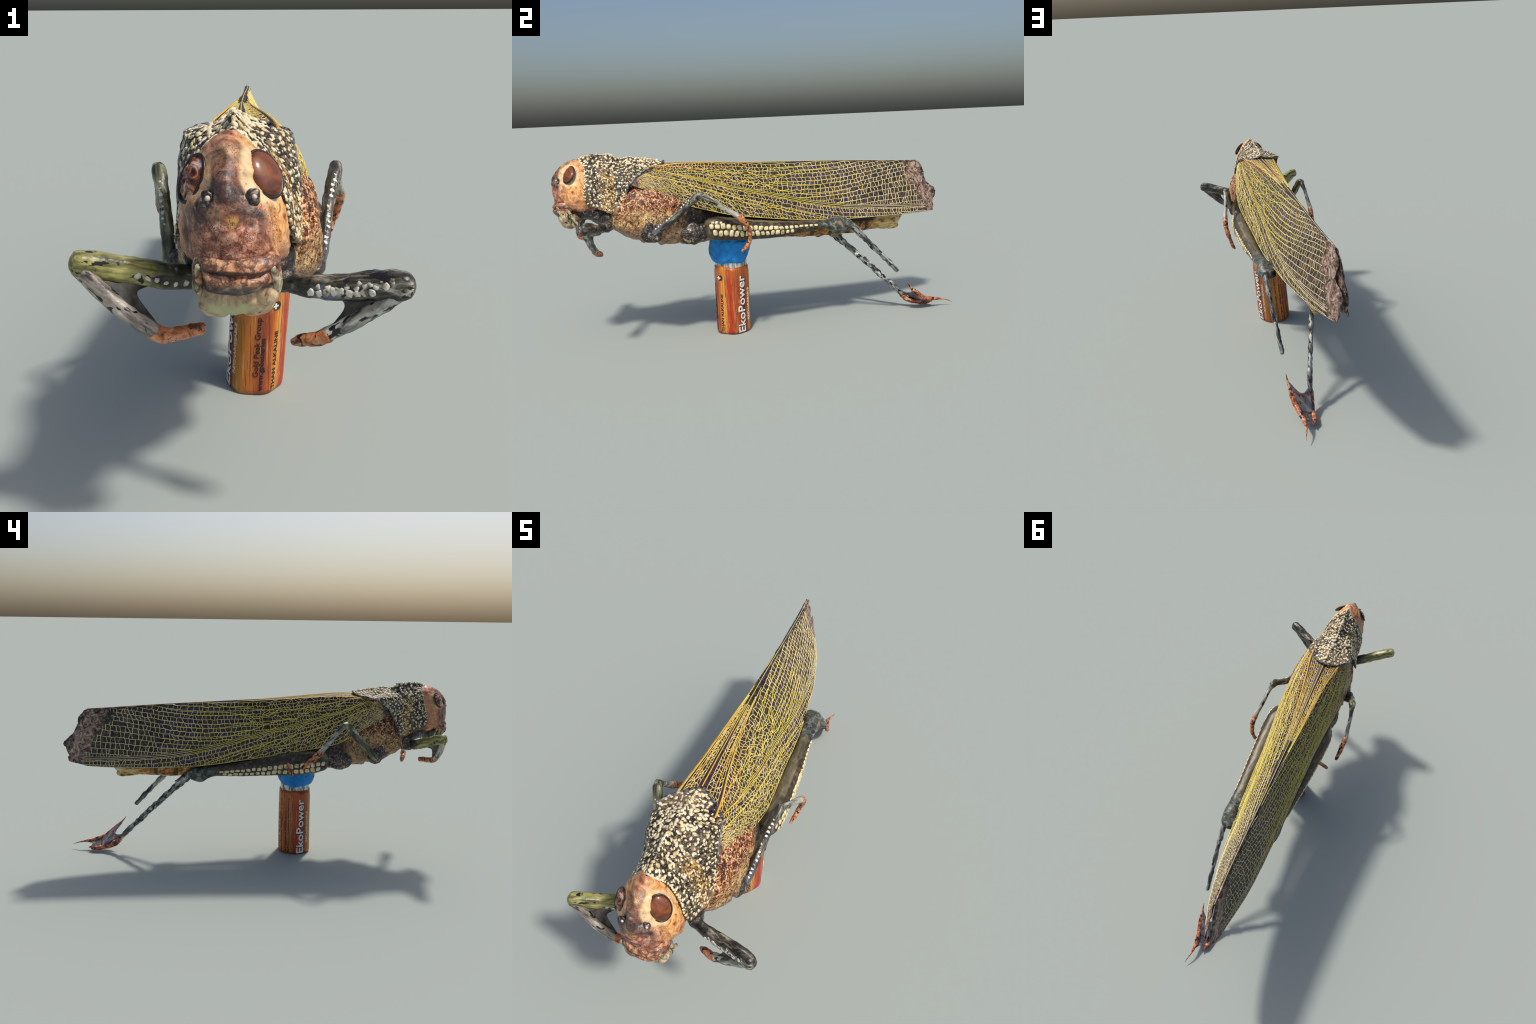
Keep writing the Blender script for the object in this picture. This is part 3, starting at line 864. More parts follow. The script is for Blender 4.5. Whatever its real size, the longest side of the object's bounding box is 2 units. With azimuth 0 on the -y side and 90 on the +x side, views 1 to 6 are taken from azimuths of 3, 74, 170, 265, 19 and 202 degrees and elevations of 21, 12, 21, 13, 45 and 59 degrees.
# ------------------------------------------------------------------ wings
RIDGE = table([(-.62, -.02, .856), (-.5, -.025, .850), (-.3, -.036, .842), (-.1, -.048, .828), (.1, -.057, .819),
               (.3, -.064, .810), (.55, -.071, .797), (.75, -.080, .785), (.87, -.090, .779), (.98, -.10, .77)])
SHOULDER = {
    1: table([(-.66, .070, .830), (-.5, .056, .842), (-.4, .034, .845), (-.3, .014, .840), (-.1, -.018, .826),
              (.15, -.045, .812), (.4, -.060, .800), (.75, -.074, .781), (.98, -.094, .768)]),
    -1: table([(-.66, -.105, .815), (-.5, -.096, .835), (-.4, -.086, .840), (-.3, -.081, .837), (-.1, -.078, .824),
               (.15, -.073, .812), (.4, -.075, .800), (.75, -.086, .781), (.98, -.106, .768)])}
LOW = {
    1: table([(-.66, .096, .77), (-.55, .118, .723), (-.47, .132, .682), (-.38, .139, .65), (-.3, .138, .625), (-.2, .127, .596),
              (-.1, .117, .577), (0, .109, .561), (.1, .104, .547), (.2, .096, .535), (.3, .086, .527), (.4, .072, .521),
              (.5, .060, .518), (.6, .044, .515), (.7, .020, .511), (.8, -.006, .508), (.9, -.040, .505), (.98, -.080, .503)]),
    -1: table([(-.66, -.128, .75), (-.5, -.155, .671), (-.4, -.155, .613), (-.3, -.147, .586), (-.2, -.142, .568), (-.1, -.140, .551), (0, -.140, .535),
               (.1, -.141, .521), (.25, -.144, .501), (.45, -.147, .489), (.7, -.143, .491), (.8, -.132, .493), (.9, -.121, .500), (.98, -.108, .508)])}
BULGE = {1: table([(-.66, .008), (-.45, .020), (-.2, .020), (.1, .020), (.3, .021), (.45, .017), (.6, .010), (.75, .000), (.88, -.011), (.98, -.008)]),
         -1: table([(-.66, .004), (-.5, .010), (-.3, .022), (0, .019), (.3, .015), (.6, .009), (.8, -.004), (.9, -.011), (.98, -.007)])}

FLARE = {1: table([(-.66, 0), (-.2, 0), (.0, -.005), (.25, -.011), (.45, -.009), (.65, .002), (.82, .010), (.98, .006)]), -1: table([(-.66, 0), (.5, 0), (.98, .003)])}


def wing_point(side, y, f):
    """Point on the outer face of a wing: f -1 at the ridge, 0 at the shoulder vein, 1 at the lower edge."""
    s, l = SHOULDER[side](y), LOW[side](y)
    if f < 0:
        p = s + (RIDGE(y) - s) * (-f)
        p = p + np.array([0.0, .004 * math.sin(math.pi * f)])
    else:
        d = l - s
        n = np.array([-d[1], d[0]]) * side
        n /= np.linalg.norm(n) + 1e-9
        p = s + d * f + n * (4 * BULGE[side](y)[0] * f * (1 - f) + 9.5 * FLARE[side](y)[0] * f**3 * (1 - f))
    return (p[0], y, p[1])


# ragged outline of the tip: upper lobe, notch, longer lower lobe
TIP = table([(-1, .862), (-.5, .866), (0, .872), (.12, .902), (.26, .908), (.36, .897), (.43, .905), (.50, .952), (.60, .980), (.70, .974), (.80, .955), (.90, .962), (1, .950)])
BASE = table([(-1, -.55), (-.3, -.60), (0, -.62), (.6, -.65), (1, -.66)])
NY, NF = 360, 161
YS, FS = np.linspace(-.66, .99, NY), np.linspace(-1, 1, NF)


def wing_field(side):
    P = np.array([[wing_point(side, y, f) for f in FS] for y in YS])
    for i, y in enumerate(YS):
        for j, f in enumerate(FS):
            # soft waves everywhere, crumpling at the worn tip
            a = .0022 + .012 * smooth(.76, .92, y - .04 * f)
            P[i, j] += np.array([side * .9, 0, .25]) * a * (fbm(P[i, j] * np.array([1, .7, 1]), 20 if a > .004 else 12, 3 * side)) * (1 if f > -.6 else .3)
    a, b = np.gradient(P, axis=0), np.gradient(P, axis=1)
    N = np.cross(a, b)
    N /= np.linalg.norm(N, axis=2, keepdims=True) + 1e-12
    if N[NY // 2, int(NF * .7), 0] * side < 0:
        N = -N
    return P, N


def sampler(P):
    def at(y, f):
        a = np.clip((np.asarray(y) - YS[0]) / (YS[-1] - YS[0]) * (NY - 1), 0, NY - 1.001)
        b = np.clip((np.asarray(f) + 1) / 2 * (NF - 1), 0, NF - 1.001)
        i, j = a.astype(int), b.astype(int)
        u, w = (a - i)[..., None], (b - j)[..., None]
        return (P[i, j] * (1 - u) * (1 - w) + P[i + 1, j] * u * (1 - w) + P[i, j + 1] * (1 - u) * w + P[i + 1, j + 1] * u * w)
    return at


def wing_shell(at, nat, side):
    nt, nf, thick = 260, 90, .007
    T, F = np.meshgrid(np.linspace(0, 1, nt), np.linspace(-1, 1, nf), indexing="ij")
    y0 = np.array([BASE(f)[0] for f in F[0]])
    y1 = np.array([TIP(f)[0] + .006 * n3((f * 3, side, 0), 3.0) + .007 * n3((f * 9, side, 4), 3.0) for f in F[0]])
    if side < 0:
        # the right wing ends less ragged but its lower margin is broken off short
        y1 = np.maximum(y1, .903 - .04 * np.array([smooth(.16, .05, f) for f in F[0]]))
        y1 = y1 - .08 * np.array([smooth(.95, 1, f) for f in F[0]])
    Y = y0[None] + (y1 - y0)[None] * T
    outer, nn = at(Y, F), nat(Y, F)
    inner = outer - nn * thick * np.minimum(1, .35 + 8 * (1 - T))[..., None]
    v = list(outer.reshape(-1, 3)) + list(inner.reshape(-1, 3))
    o = nt * nf
    f = []
    for i in range(nt - 1):
        for j in range(nf - 1):
            q = (i * nf + j, i * nf + j + 1, (i + 1) * nf + j + 1, (i + 1) * nf + j)
            f.append(q)
            f.append(tuple(k + o for k in q[::-1]))
    loop = [j for j in range(nf)] + [i * nf + nf - 1 for i in range(1, nt)] + [(nt - 1) * nf + j for j in range(nf - 2, -1, -1)] + [i * nf for i in range(nt - 2, 0, -1)]
    for a, b in zip(loop, loop[1:] + loop[:1]):
        f.append((a, b, b + o, a + o))
    return v, f


def vein_strip(soup, at, nat, ys, fs, r, lift=.35):
    """A raised cord of diamond section lying on the wing."""
    P, N = at(ys, fs), nat(ys, fs)
    if len(P) < 2:
        return
    N = N / np.linalg.norm(N, axis=1, keepdims=True)
    T = np.gradient(P, axis=0)
    T /= np.linalg.norm(T, axis=1, keepdims=True) + 1e-12
    S = np.cross(N, T)
    rr = np.broadcast_to(np.asarray(r), (len(P),))[:, None]
    C = P + N * rr * lift
    q = np.stack([C + S * rr, C + N * rr * .8, C - S * rr, C - N * rr * .9], 1)
    soup.add(list(q.reshape(-1, 3)), ring_faces(len(P), 4))


STEM = table([(-.62, .03), (-.535, .14), (-.456, .28), (-.336, .39), (-.216, .48), (-.072, .545), (.068, .615), (.197, .69), (.337, .75), (.43, .785), (.566, .815), (.75, .845), (.90, .865)])
CUBITUS = table([(-.60, .34), (-.535, .40), (-.456, .47), (-.366, .56), (-.30, .60), (-.221, .65), (-.112, .71), (-.037, .755), (.058, .805), (.143, .855), (.222, .91), (.30, .97)])
MEDIA_A = table([(-.60, -.05), (-.496, .02), (-.396, .11), (-.326, .16), (-.201, .20), (-.077, .19), (.028, .15), (.162, .09), (.242, .02), (.29, -.02)])
MEDIA_B = table([(-.085, .195), (-.052, .25), (.088, .25), (.158, .185), (.232, .16), (.332, .14), (.412, .11), (.472, .06), (.52, .0)])
MEDIA_C = table([(-.18, .40), (-.127, .385), (-.007, .42), (.063, .40), (.148, .41), (.247, .42), (.357, .38), (.432, .345)])
MEDIA_D = table([(-.03, .42), (.043, .50), (.108, .54), (.207, .58), (.302, .56), (.442, .50)])
FALL = table([(-.55, .04), (-.2, .06), (.0, .08), (.16, .065), (.28, .045), (.4, 0), (.6, -.135), (.72, -.22), (.80, -.265), (.92, -.31)])


def tip_line(f):
    """Where the net gives way to the leathery tip."""
    return .772 + .13 * max(f, 0) + .012 * math.sin(f * 17) + .030 * n3((f * 4, 2.2, 0), 2.0)


def upper_row(c, y):
    k = 1 - .75 * smooth(.42, .92, c)
    return c + FALL(y)[0] * k


def build_net(side):
    P, N = wing_field(side)
    at, nat = sampler(P), sampler(N)
    wing = mesh_object("wing", *wing_shell(at, nat, side), M["wing"], hopper)
    rng = np.random.RandomState(5 + side)
    main, thin, cross, stria = Soup(), Soup(), Soup(), Soup()

    def warp(ys, fs, amp=1.0):
        """Small irregularities; stronger in the front half where the cells are crooked."""
        fs2 = np.array(fs, float)
        for i, (y, f) in enumerate(zip(ys, fs)):
            a = (.013 + .017 * smooth(.25, -.1, y)) * amp
            fs2[i] = f + a * noise.noise(Vector((y * 34, f * 26, side * 3.1)))
        return fs2

    def run(soup, fn, y0, y1, r, amp=.5, step=.006, taper=True):
        n = max(int((y1 - y0) / step), 2)
        ys = np.linspace(y0, y1, n)
        fs = np.array([fn(y) for y in ys])
        ok = (fs < .995) & (fs > -.995)
        if not ok.all():
            k = np.argmax(~ok) if ok[0] else 0
            ys, fs = ys[:k], fs[:k]
        if len(ys) < 2:
            return
        fs = np.clip(warp(ys, fs, amp), -.995, .998)
        rad = np.full(len(ys), r)
        if taper:
            rad = r * (1 - .35 * np.linspace(0, 1, len(ys)))
        vein_strip(soup, at, nat, ys, fs, rad)

    one = lambda t: (lambda y: float(t(y)[0]))
    # main veins
    run(main, one(STEM), -.60, .90, .0019, .3)
    run(main, lambda y: float(STEM(y)[0]) + .028 * smooth(-.6, -.3, y), -.58, .88, .0014, .3)
    run(thin, lambda y: float(STEM(y)[0]) - .024, -.40, .88, .0011, .3)
    run(main, one(CUBITUS), -.58, .29, .0019, .3)
    run(main, one(MEDIA_A), -.58, .28, .0019, .3)
    run(main, one(MEDIA_B), -.085, .51, .0016, .3)
    run(main, one(MEDIA_C), -.18, .43, .0016, .3)
    run(main, one(MEDIA_D), -.02, .44, .0016, .3)
    run(main, lambda y: -.04, -.58, .12, .0026, .2)            # orange shoulder vein
    run(main, lambda y: -.45 + .12 * smooth(-.5, .0, y), -.56, .02, .0019, .6)
    run(main, lambda y: -.985, -.54, .84, .0012, .2)
    run(main, lambda y: .992, -.46, .94 if side > 0 else .85, .0016, .0)
    # branches of the cubitus towards the lower edge
    for y0, dy, df in ((-.40, .17, .32), (-.30, .20, .26), (-.18, .22, .21), (-.05, .20, .15), (-.47, .10, .35)):
        f0 = float(CUBITUS(y0)[0])
        run(main, lambda y: f0 + df * ((y - y0) / dy)**.8, y0, y0 + dy, .0014, .8)
    # linking branches between the upper main veins
    for y0, y1, fa, fb in ((-.15, -.05, .41, .26), (-.32, -.21, .29, .21), (-.42, -.30, .24, .15), (-.25, -.16, .21, .40), (.02, .09, .42, .26)):
        run(main, lambda y: fa + (fb - fa) * (y - y0) / (y1 - y0), y0, y1, .0014, .8)

    # rows of the net. each row: (function, start, end)
    rows_up = []
    cs = np.arange(-.115, 1.40, .069)
    for k, c in enumerate(cs):
        ys = np.arange(-.56, .93, .006)
        fs = np.array([upper_row(c, y) for y in ys])
        okfront = ys > -.57
        ok = (fs > -.03) & np.array([f < float(STEM(y)[0]) - .030 for f, y in zip(fs, ys)]) & np.array([y < tip_line(f) for f, y in zip(fs, ys)]) & okfront
        rows_up.append((ys, fs, ok))
    rows_low = []
    for k in range(0, 14):
        ys = np.arange(-.62, .90, .006)
        fs = np.array([float(STEM(y)[0]) + .05 + .053 * k + .02 * smooth(.1, -.4, y) * k for y in ys])
        # rows slant down along the cubitus
        fs = fs + .10 * np.array([smooth(-.35, .25, y) for y in ys]) * (k / 8)
        ok = (fs < .985) & (fs > 0) & np.array([y < tip_line(f) + .02 for f, y in zip(fs, ys)])
        rows_low.append((ys, fs, ok))
    rows_top = []
    for f0 in (-.18, -.32, -.60, -.78):
        ys = np.arange(-.53, .06 if f0 > -.6 else .0, .006)
        rows_top.append((ys, np.full(len(ys), f0), np.ones(len(ys), bool)))

    def lay(rows, spacing, bright):
        for k, (ys, fs, ok) in enumerate(rows):
            idx = np.where(ok)[0]
            if len(idx) < 4:
                continue
            for seg in np.split(idx, np.where(np.diff(idx) > 1)[0] + 1):
                if len(seg) < 4:
                    continue
                y, f = ys[seg], np.clip(warp(ys[seg], fs[seg]), -.99, .99)
                r = (.00130 - .00052 * np.clip((-.36 - y) / .15, 0, 1))
                hot = k % 2 == bright
                vein_strip(thin if hot else cross, at, nat, y, f, np.where((y > .05) & (y < .50), .00190 if hot else .00138, r))
        # cross veins between neighbours
        for k in range(len(rows) - 1):
            (ya, fa, oa), (yb, fb, ob) = rows[k], rows[k + 1]
            n = min(len(ya), len(yb))
            y = ya[0]
            lean = rng.uniform(-.003, .003)
            while y < ya[n - 1]:
                sp = spacing * (1 - .30 * smooth(.10, -.15, y)) * rng.uniform(.62, 1.38)
                y += sp
                i = int((y - ya[0]) / .006)
                if i >= n - 4 or not (oa[i] and ob[i]):
                    continue
                if rng.rand() < .05:
                    continue
                crook = smooth(.15, -.15, y)
                dy = lean + rng.normal(0, .0025 + .004 * crook)
                t = np.linspace(0, 1, 4)
                yy = y + dy * (t - .5) * 2 + rng.normal(0, .0012 + .0018 * crook, 4)
                A, B = warp([y - dy], [fa[i]])[0], warp([y + dy], [fb[i]])[0]
                vein_strip(cross, at, nat, yy, np.clip(A + (B - A) * t, -.99, .995), (.00128 + .00022 * smooth(.2, .5, y)) * rng.uniform(.8, 1.3))

    lay(rows_up, .0225, 0)
    lay(rows_low, .0205, 9)
    lay(rows_top, .024, 9)
    # cross veins that tie the net to the stem and to the lower margin
    y = -.57
    while y < .87:
        y += rng.uniform(.009, .018) * (1 if y < .05 else 1.25)
        m = float(STEM(y)[0])
        i = int((y + .56) / .006)
        up = [fs[i] for ys, fs, ok in rows_up if 0 <= i < len(fs) and ok[i]]
        f0 = max(up) if up else -.02
        if m - .024 - f0 > .004:
            dy = rng.normal(0, .004)
            vein_strip(cross, at, nat, np.array([y - dy, y, y + dy]), np.array([f0, (f0 + m) / 2, m - .022]), .0011)
        i = int((y + .62) / .006)
        lo = [fs[i] for ys, fs, ok in rows_low if 0 <= i < len(fs) and ok[i]]
        if lo:
            dy = rng.normal(0, .004)
            vein_strip(cross, at, nat, np.array([y - dy, y, y + dy]), np.array([m + .03, (m + min(lo)) / 2 + .015, min(lo)]), .0011)
            vein_strip(cross, at, nat, np.array([y, y + dy, y + .004]), np.array([max(lo), (max(lo) + .99) / 2, .99]), .0011)
    # fine striae on the fold at the wing's front edge
    for k in range(0, 20, 2):
        f0, f1 = .36 + .034 * k, .58 + .028 * k
        y0, y1 = -.64 + .002 * k, -.41 + .03 * math.sin(k * 2.3)
        ys = np.linspace(y0, y1, 30)
        fs = f0 + (f1 - f0) * np.linspace(0, 1, 30)
        keep = fs < .99
        vein_strip(stria, at, nat, ys[keep], warp(ys[keep], fs[keep], 1.6), .00085)
    mesh_object("main_vein", main.v, main.f, M["vein"], wing, flat=True, kind="stuff")
    mesh_object("row_vein", thin.v, thin.f, M["vein"], wing, flat=True, kind="stuff")
    mesh_object("cross_vein", cross.v, cross.f, M["crossvein"], wing, flat=True, kind="stuff")
    mesh_object("fold_stria", stria.v, stria.f, M["stria"], wing, flat=True, kind="stuff")
    # knobbly wing root under the collar's hem
    r = wing_point(side, -.585, .10)
    mesh_object("wing_root", *join(blob((r[0], r[1], r[2]), (.010, .030, .014), (0, 0, -14 * side), bumps=.006, seed=2),
                                   blob((r[0] + .002 * side, r[1] + .012, r[2] - .022), (.008, .026, .010), (0, 0, -14 * side), bumps=.005, seed=6)), M["coxa_pale"], wing)


build_net(1)
build_net(-1)
# folded hind wings: a crumpled brown blade between the two fore wings
mesh_object("hindwing", *trunk([(.45, -.060, .010, .55, .775, .5), (.70, -.082, .012, .525, .770, .5), (.82, -.092, .013, .515, .765, .5), (.88, -.097, .012, .515, .750, .5),
                                (.905, -.100, .011, .520, .715, .5), (.93, -.102, .010, .530, .665, .5), (.955, -.104, .007, .545, .640, .5), (.968, -.105, .003, .57, .620, .5)], cols=64, steps=80, amp=.006, scale=22, seed=4), M["wing"], hopper)

# ------------------------------------------------------------------- legs


def leg(name, femur, material, **kw):
    return mesh_object(name, *limb(femur, cols=24, exponent=2.7, **kw), material, hopper)


def spot_row(femur, count, ang, start, stop, size, parent, up=(0, 0, 1), kind="spot", mat="spot"):
    """Row of pale raised spots along a thigh at an angle round its section."""
    rows = np.array(femur, float)
    d = np.r_[0, np.cumsum(np.linalg.norm(np.diff(rows[:, :3], axis=0), axis=1))]
    f = table(np.c_[d, rows])
    for i in range(count):
        s = d[-1] * (start + (stop - start) * (i + .5) / count)
        c, t = f(s), f(min(s + .004, d[-1]))[:3] - f(max(s - .004, 0))[:3]
        t /= np.linalg.norm(t)
        side = np.cross(t, np.array(up, float))
        side /= np.linalg.norm(side)
        u = np.cross(side, t)
        a = math.radians(ang + RNG.uniform(-9, 9))
        p = c[:3] + side * math.cos(a) * c[3] + u * math.sin(a) * c[4]
        nrm = side * math.cos(a) + u * math.sin(a)
        sp = Soup()
        k = size * RNG.uniform(.8, 1.2)
        pebble(sp, p, nrm, t, k * .9, k, k * .28, RNG.uniform(-.4, .4), i * 3.7)
        mesh_object(kind, sp.v, sp.f, M[mat], parent)


def web(a, b, c, d, thick, parent, mat, sag=.34):
    """Dried skin stretched between two limbs: a thin pad with a hollow free edge."""
    a, b, c, d = (np.array(q, float) for q in (a, b, c, d))
    nrm = np.cross(b - a, d - a)
    nrm /= np.linalg.norm(nrm)
    n = 14
    v = []
    for s in (1, -1):
        for i in range(n + 1):
            for j in range(n + 1):
                u, w = i / n, j / n
                lo, hi = a + (b - a) * u, d + (c - d) * u
                p = lo + (hi - lo) * w
                # free edge (u = 1) sags inwards
                p = p + (a + (d - a) * w - p) * sag * u * math.sin(math.pi * w)
                v.append(p + nrm * s * thick * .5 + nrm * .003 * fbm(p, 40))
    o, k = (n + 1)**2, n + 1
    f = []
    for i in range(n):
        for j in range(n):
            q = (i * k + j, i * k + j + 1, (i + 1) * k + j + 1, (i + 1) * k + j)
            f += [q, tuple(x + o for x in q[::-1])]
    loop = list(range(k)) + [i * k + n for i in range(1, k)] + [n * k + j for j in range(n - 1, -1, -1)] + [i * k for i in range(n - 1, 0, -1)]
    f += [(p, q, q + o, p + o) for p, q in zip(loop, loop[1:] + loop[:1])]
    return mesh_object("web", v, f, M[mat], parent)


# forelegs, held out sideways in front
fem = [(.070, -.786, .586, .018, .018), (.10, -.798, .583, .017, .018), (.15, -.815, .586, .019, .023), (.21, -.836, .597, .020, .026), (.26, -.857, .609, .021, .028), (.292, -.871, .615, .021, .027)]
fl = leg("foreleg", fem, M["leg_left"], bumps=.005, seed=1)
spot_row(fem, 9, -12, .25, .80, .0080, fl)
spot_row(fem, 8, 14, .30, .92, .0070, fl)
spot_row(fem, 5, 38, .55, .98, .0075, fl)
mesh_object("coxa", *join(blob((.062, -.758, .612), (.034, .040, .050), (0, 20, 0), bumps=.012, seed=1), blob((.072, -.775, .588), (.026, .030, .028), bumps=.008, seed=5)), M["coxa"], fl)
sh = mesh_object("shin", *limb([(.290, -.871, .604, .015, .015), (.25, -.860, .566, .014, .015), (.20, -.846, .526, .015, .016), (.160, -.834, .496, .013, .014)], bumps=.004, seed=3), M["shin_fore"], fl)
mesh_object("foot", *join(limb([(.162, -.834, .496, .015, .016), (.142, -.828, .482, .013, .015), (.128, -.820, .476, .014, .014)], bumps=.003), limb([(.130, -.820, .477, .012, .013), (.112, -.812, .470, .012, .013), (.096, -.805, .463, .007, .008)], bumps=.004, seed=4)), M["foot"], sh)
web((.285, -.868, .602), (.165, -.826, .583), (.165, -.836, .512), (.280, -.868, .594), .007, fl, "web_dark", .22)

fem = [(-.082, -.782, .588, .021, .021), (-.115, -.795, .594, .021, .024), (-.16, -.817, .607, .021, .025), (-.21, -.843, .627, .021, .025), (-.26, -.869, .645, .021, .025), (-.290, -.884, .653, .021, .024)]
fr = leg("foreleg", fem, M["leg_right"], bumps=.004, seed=8)
spot_row(fem, 6, 195, .12, .60, .0065, fr)
mesh_object("coxa", *join(blob((-.085, -.755, .605), (.034, .040, .046), (0, -20, 0), bumps=.012, seed=2), blob((-.092, -.775, .587), (.026, .030, .028), bumps=.008, seed=7)), M["coxa"], fr)
sh = mesh_object("shin", *limb([(-.288, -.886, .645, .015, .017), (-.248, -.892, .602, .015, .017), (-.20, -.898, .560, .015, .016), (-.160, -.897, .530, .014, .016)], bumps=.004, seed=6), M["shin_fore_right"], fr)
mesh_object("foot", *join(limb([(-.165, -.897, .532, .015, .017), (-.145, -.893, .519, .014, .016), (-.128, -.882, .515, .013, .014)], bumps=.003, seed=2), limb([(-.128, -.882, .515, .012, .014), (-.10, -.862, .512, .012, .013), (-.078, -.846, .509, .010, .012)], bumps=.004, seed=3)), M["foot"], sh)
web((-.280, -.882, .638), (-.150, -.818, .596), (-.152, -.886, .533), (-.276, -.887, .630), .007, fr, "web_dark")
# middle legs, folded like a roof
fem = [(0.1590, -.572, 0.5490, .014, .015), (0.1670, -.530, 0.5790, .0145, .016), (0.1770, -.460, 0.6300, .014, .0155), (0.1890, -.405, 0.6790, .015, .016), (0.1990, -.372, 0.7030, .017, .018), (0.2020, -.350, 0.7090, .016, .017)]
ml = leg("midleg", fem, M["leg_mid"], bumps=.004, seed=12)
spot_row(fem, 15, 62, .05, .86, .0056, ml)
mesh_object("coxa", *join(blob((.138, -.590, .570), (.028, .052, .068), (30, -14, 0), bumps=.016, bump_scale=25, seed=4), blob((.138, -.575, .556), (.028, .030, .030), bumps=.008, seed=6)), M["coxa"], ml)
sh = mesh_object("shin", *limb([(0.2030, -.352, 0.7050, .014, .014), (0.2090, -.318, 0.6870, .010, .011), (0.2160, -.270, 0.6540, .010, .011), (0.2250, -.222, 0.6220, .011, .012), (0.2300, -.196, 0.6040, .012, .013)], bumps=.003, seed=13), M["shin_mid"], ml)
mesh_object("foot", *join(limb([(0.2300, -.200, 0.6050, .013, .014), (0.2320, -.180, 0.5890, .013, .014), (0.2310, -.163, 0.5650, .012, .013)], bumps=.003),
                          limb([(0.2310, -.164, 0.5640, .011, .012), (0.2270, -.150, 0.5420, .012, .012), (0.2210, -.145, 0.5170, .010, .011)], bumps=.003, seed=3),
                          limb([(0.2200, -.145, 0.5170, .009, .009), (0.2110, -.146, 0.4870, .009, .009), (0.2010, -.160, 0.4570, .009, .010), (0.1910, -.178, 0.4370, .005, .006)], bumps=.003, seed=5)), M["foot"], sh)

fem = [(-0.1840, -.575, 0.5385, .015, .016), (-0.1920, -.540, 0.5785, .016, .018), (-0.2070, -.480, 0.6385, .015, .017), (-0.2220, -.432, 0.6935, .016, .018), (-0.2310, -.410, 0.7125, .017, .018), (-0.2340, -.395, 0.7145, .015, .016)]
mr = leg("midleg", fem, M["leg_mid_olive"], bumps=.004, seed=22)
spot_row(fem, 9, 122, .30, .86, .0048, mr)
mesh_object("coxa", *join(blob((-.132, -.600, .562), (.029, .050, .066), (30, 14, 0), bumps=.016, bump_scale=25, seed=14), blob((-.165, -.578, .540), (.026, .030, .030), bumps=.008, seed=16)), M["coxa"], mr)
sh = mesh_object("shin", *limb([(-0.2340, -.396, 0.7105, .013, .014), (-0.2420, -.368, 0.6835, .010, .011), (-0.2500, -.325, 0.6335, .010, .011), (-0.2560, -.285, 0.5905, .012, .013)], bumps=.003, seed=23), M["shin_mid"], mr)
mesh_object("foot", *join(limb([(-0.2560, -.286, 0.5905, .013, .014), (-0.2560, -.262, 0.5665, .013, .015), (-0.2530, -.240, 0.5455, .012, .014)], bumps=.003, seed=6),
                          limb([(-0.2530, -.240, 0.5455, .012, .013), (-0.2500, -.215, 0.5235, .011, .012), (-0.2470, -.192, 0.5045, .008, .009)], bumps=.003, seed=7)), M["foot"], sh)
mesh_object("claw", *limb([(-.160, -.132, .512, .009, .010), (-.180, -.135, .500, .009, .010), (-.203, -.140, .481, .009, .010), (-.216, -.146, .462, .007, .008)], bumps=.003, seed=9), M["foot"], sh)

# hind legs. rows of the thigh: y, centre x, half width, bottom, top


def thigh(rows, exponent=2.3, seed=0.0):
    f = table(rows)
    ys = np.linspace(rows[0][0], rows[-1][0], 110)
    cols, v = 40, []
    for y in ys:
        cx, w, zb, zt = f(y)
        end = min(1.0, math.sqrt(max(0.0, (y - rows[0][0]) / .02)) + .25, math.sqrt(max(0.0, (rows[-1][0] - y) / .02)) + .3)
        for j in range(cols):
            a = math.tau * j / cols
            ca, sa = math.cos(a), math.sin(a)
            lx = math.copysign(abs(ca)**(2 / exponent), ca)
            lz = math.copysign(abs(sa)**(2 / exponent), sa)
            p = np.array([cx + w * lx * end, y, (zb + zt) / 2 + (zt - zb) / 2 * lz * end])
            v.append(p + np.array([lx, 0, lz]) * (.003 * fbm(p, 24, seed) + .0015 * fbm(p * np.array([1, .25, 1]), 90, seed)))
    return f, (v, ring_faces(len(ys), cols))


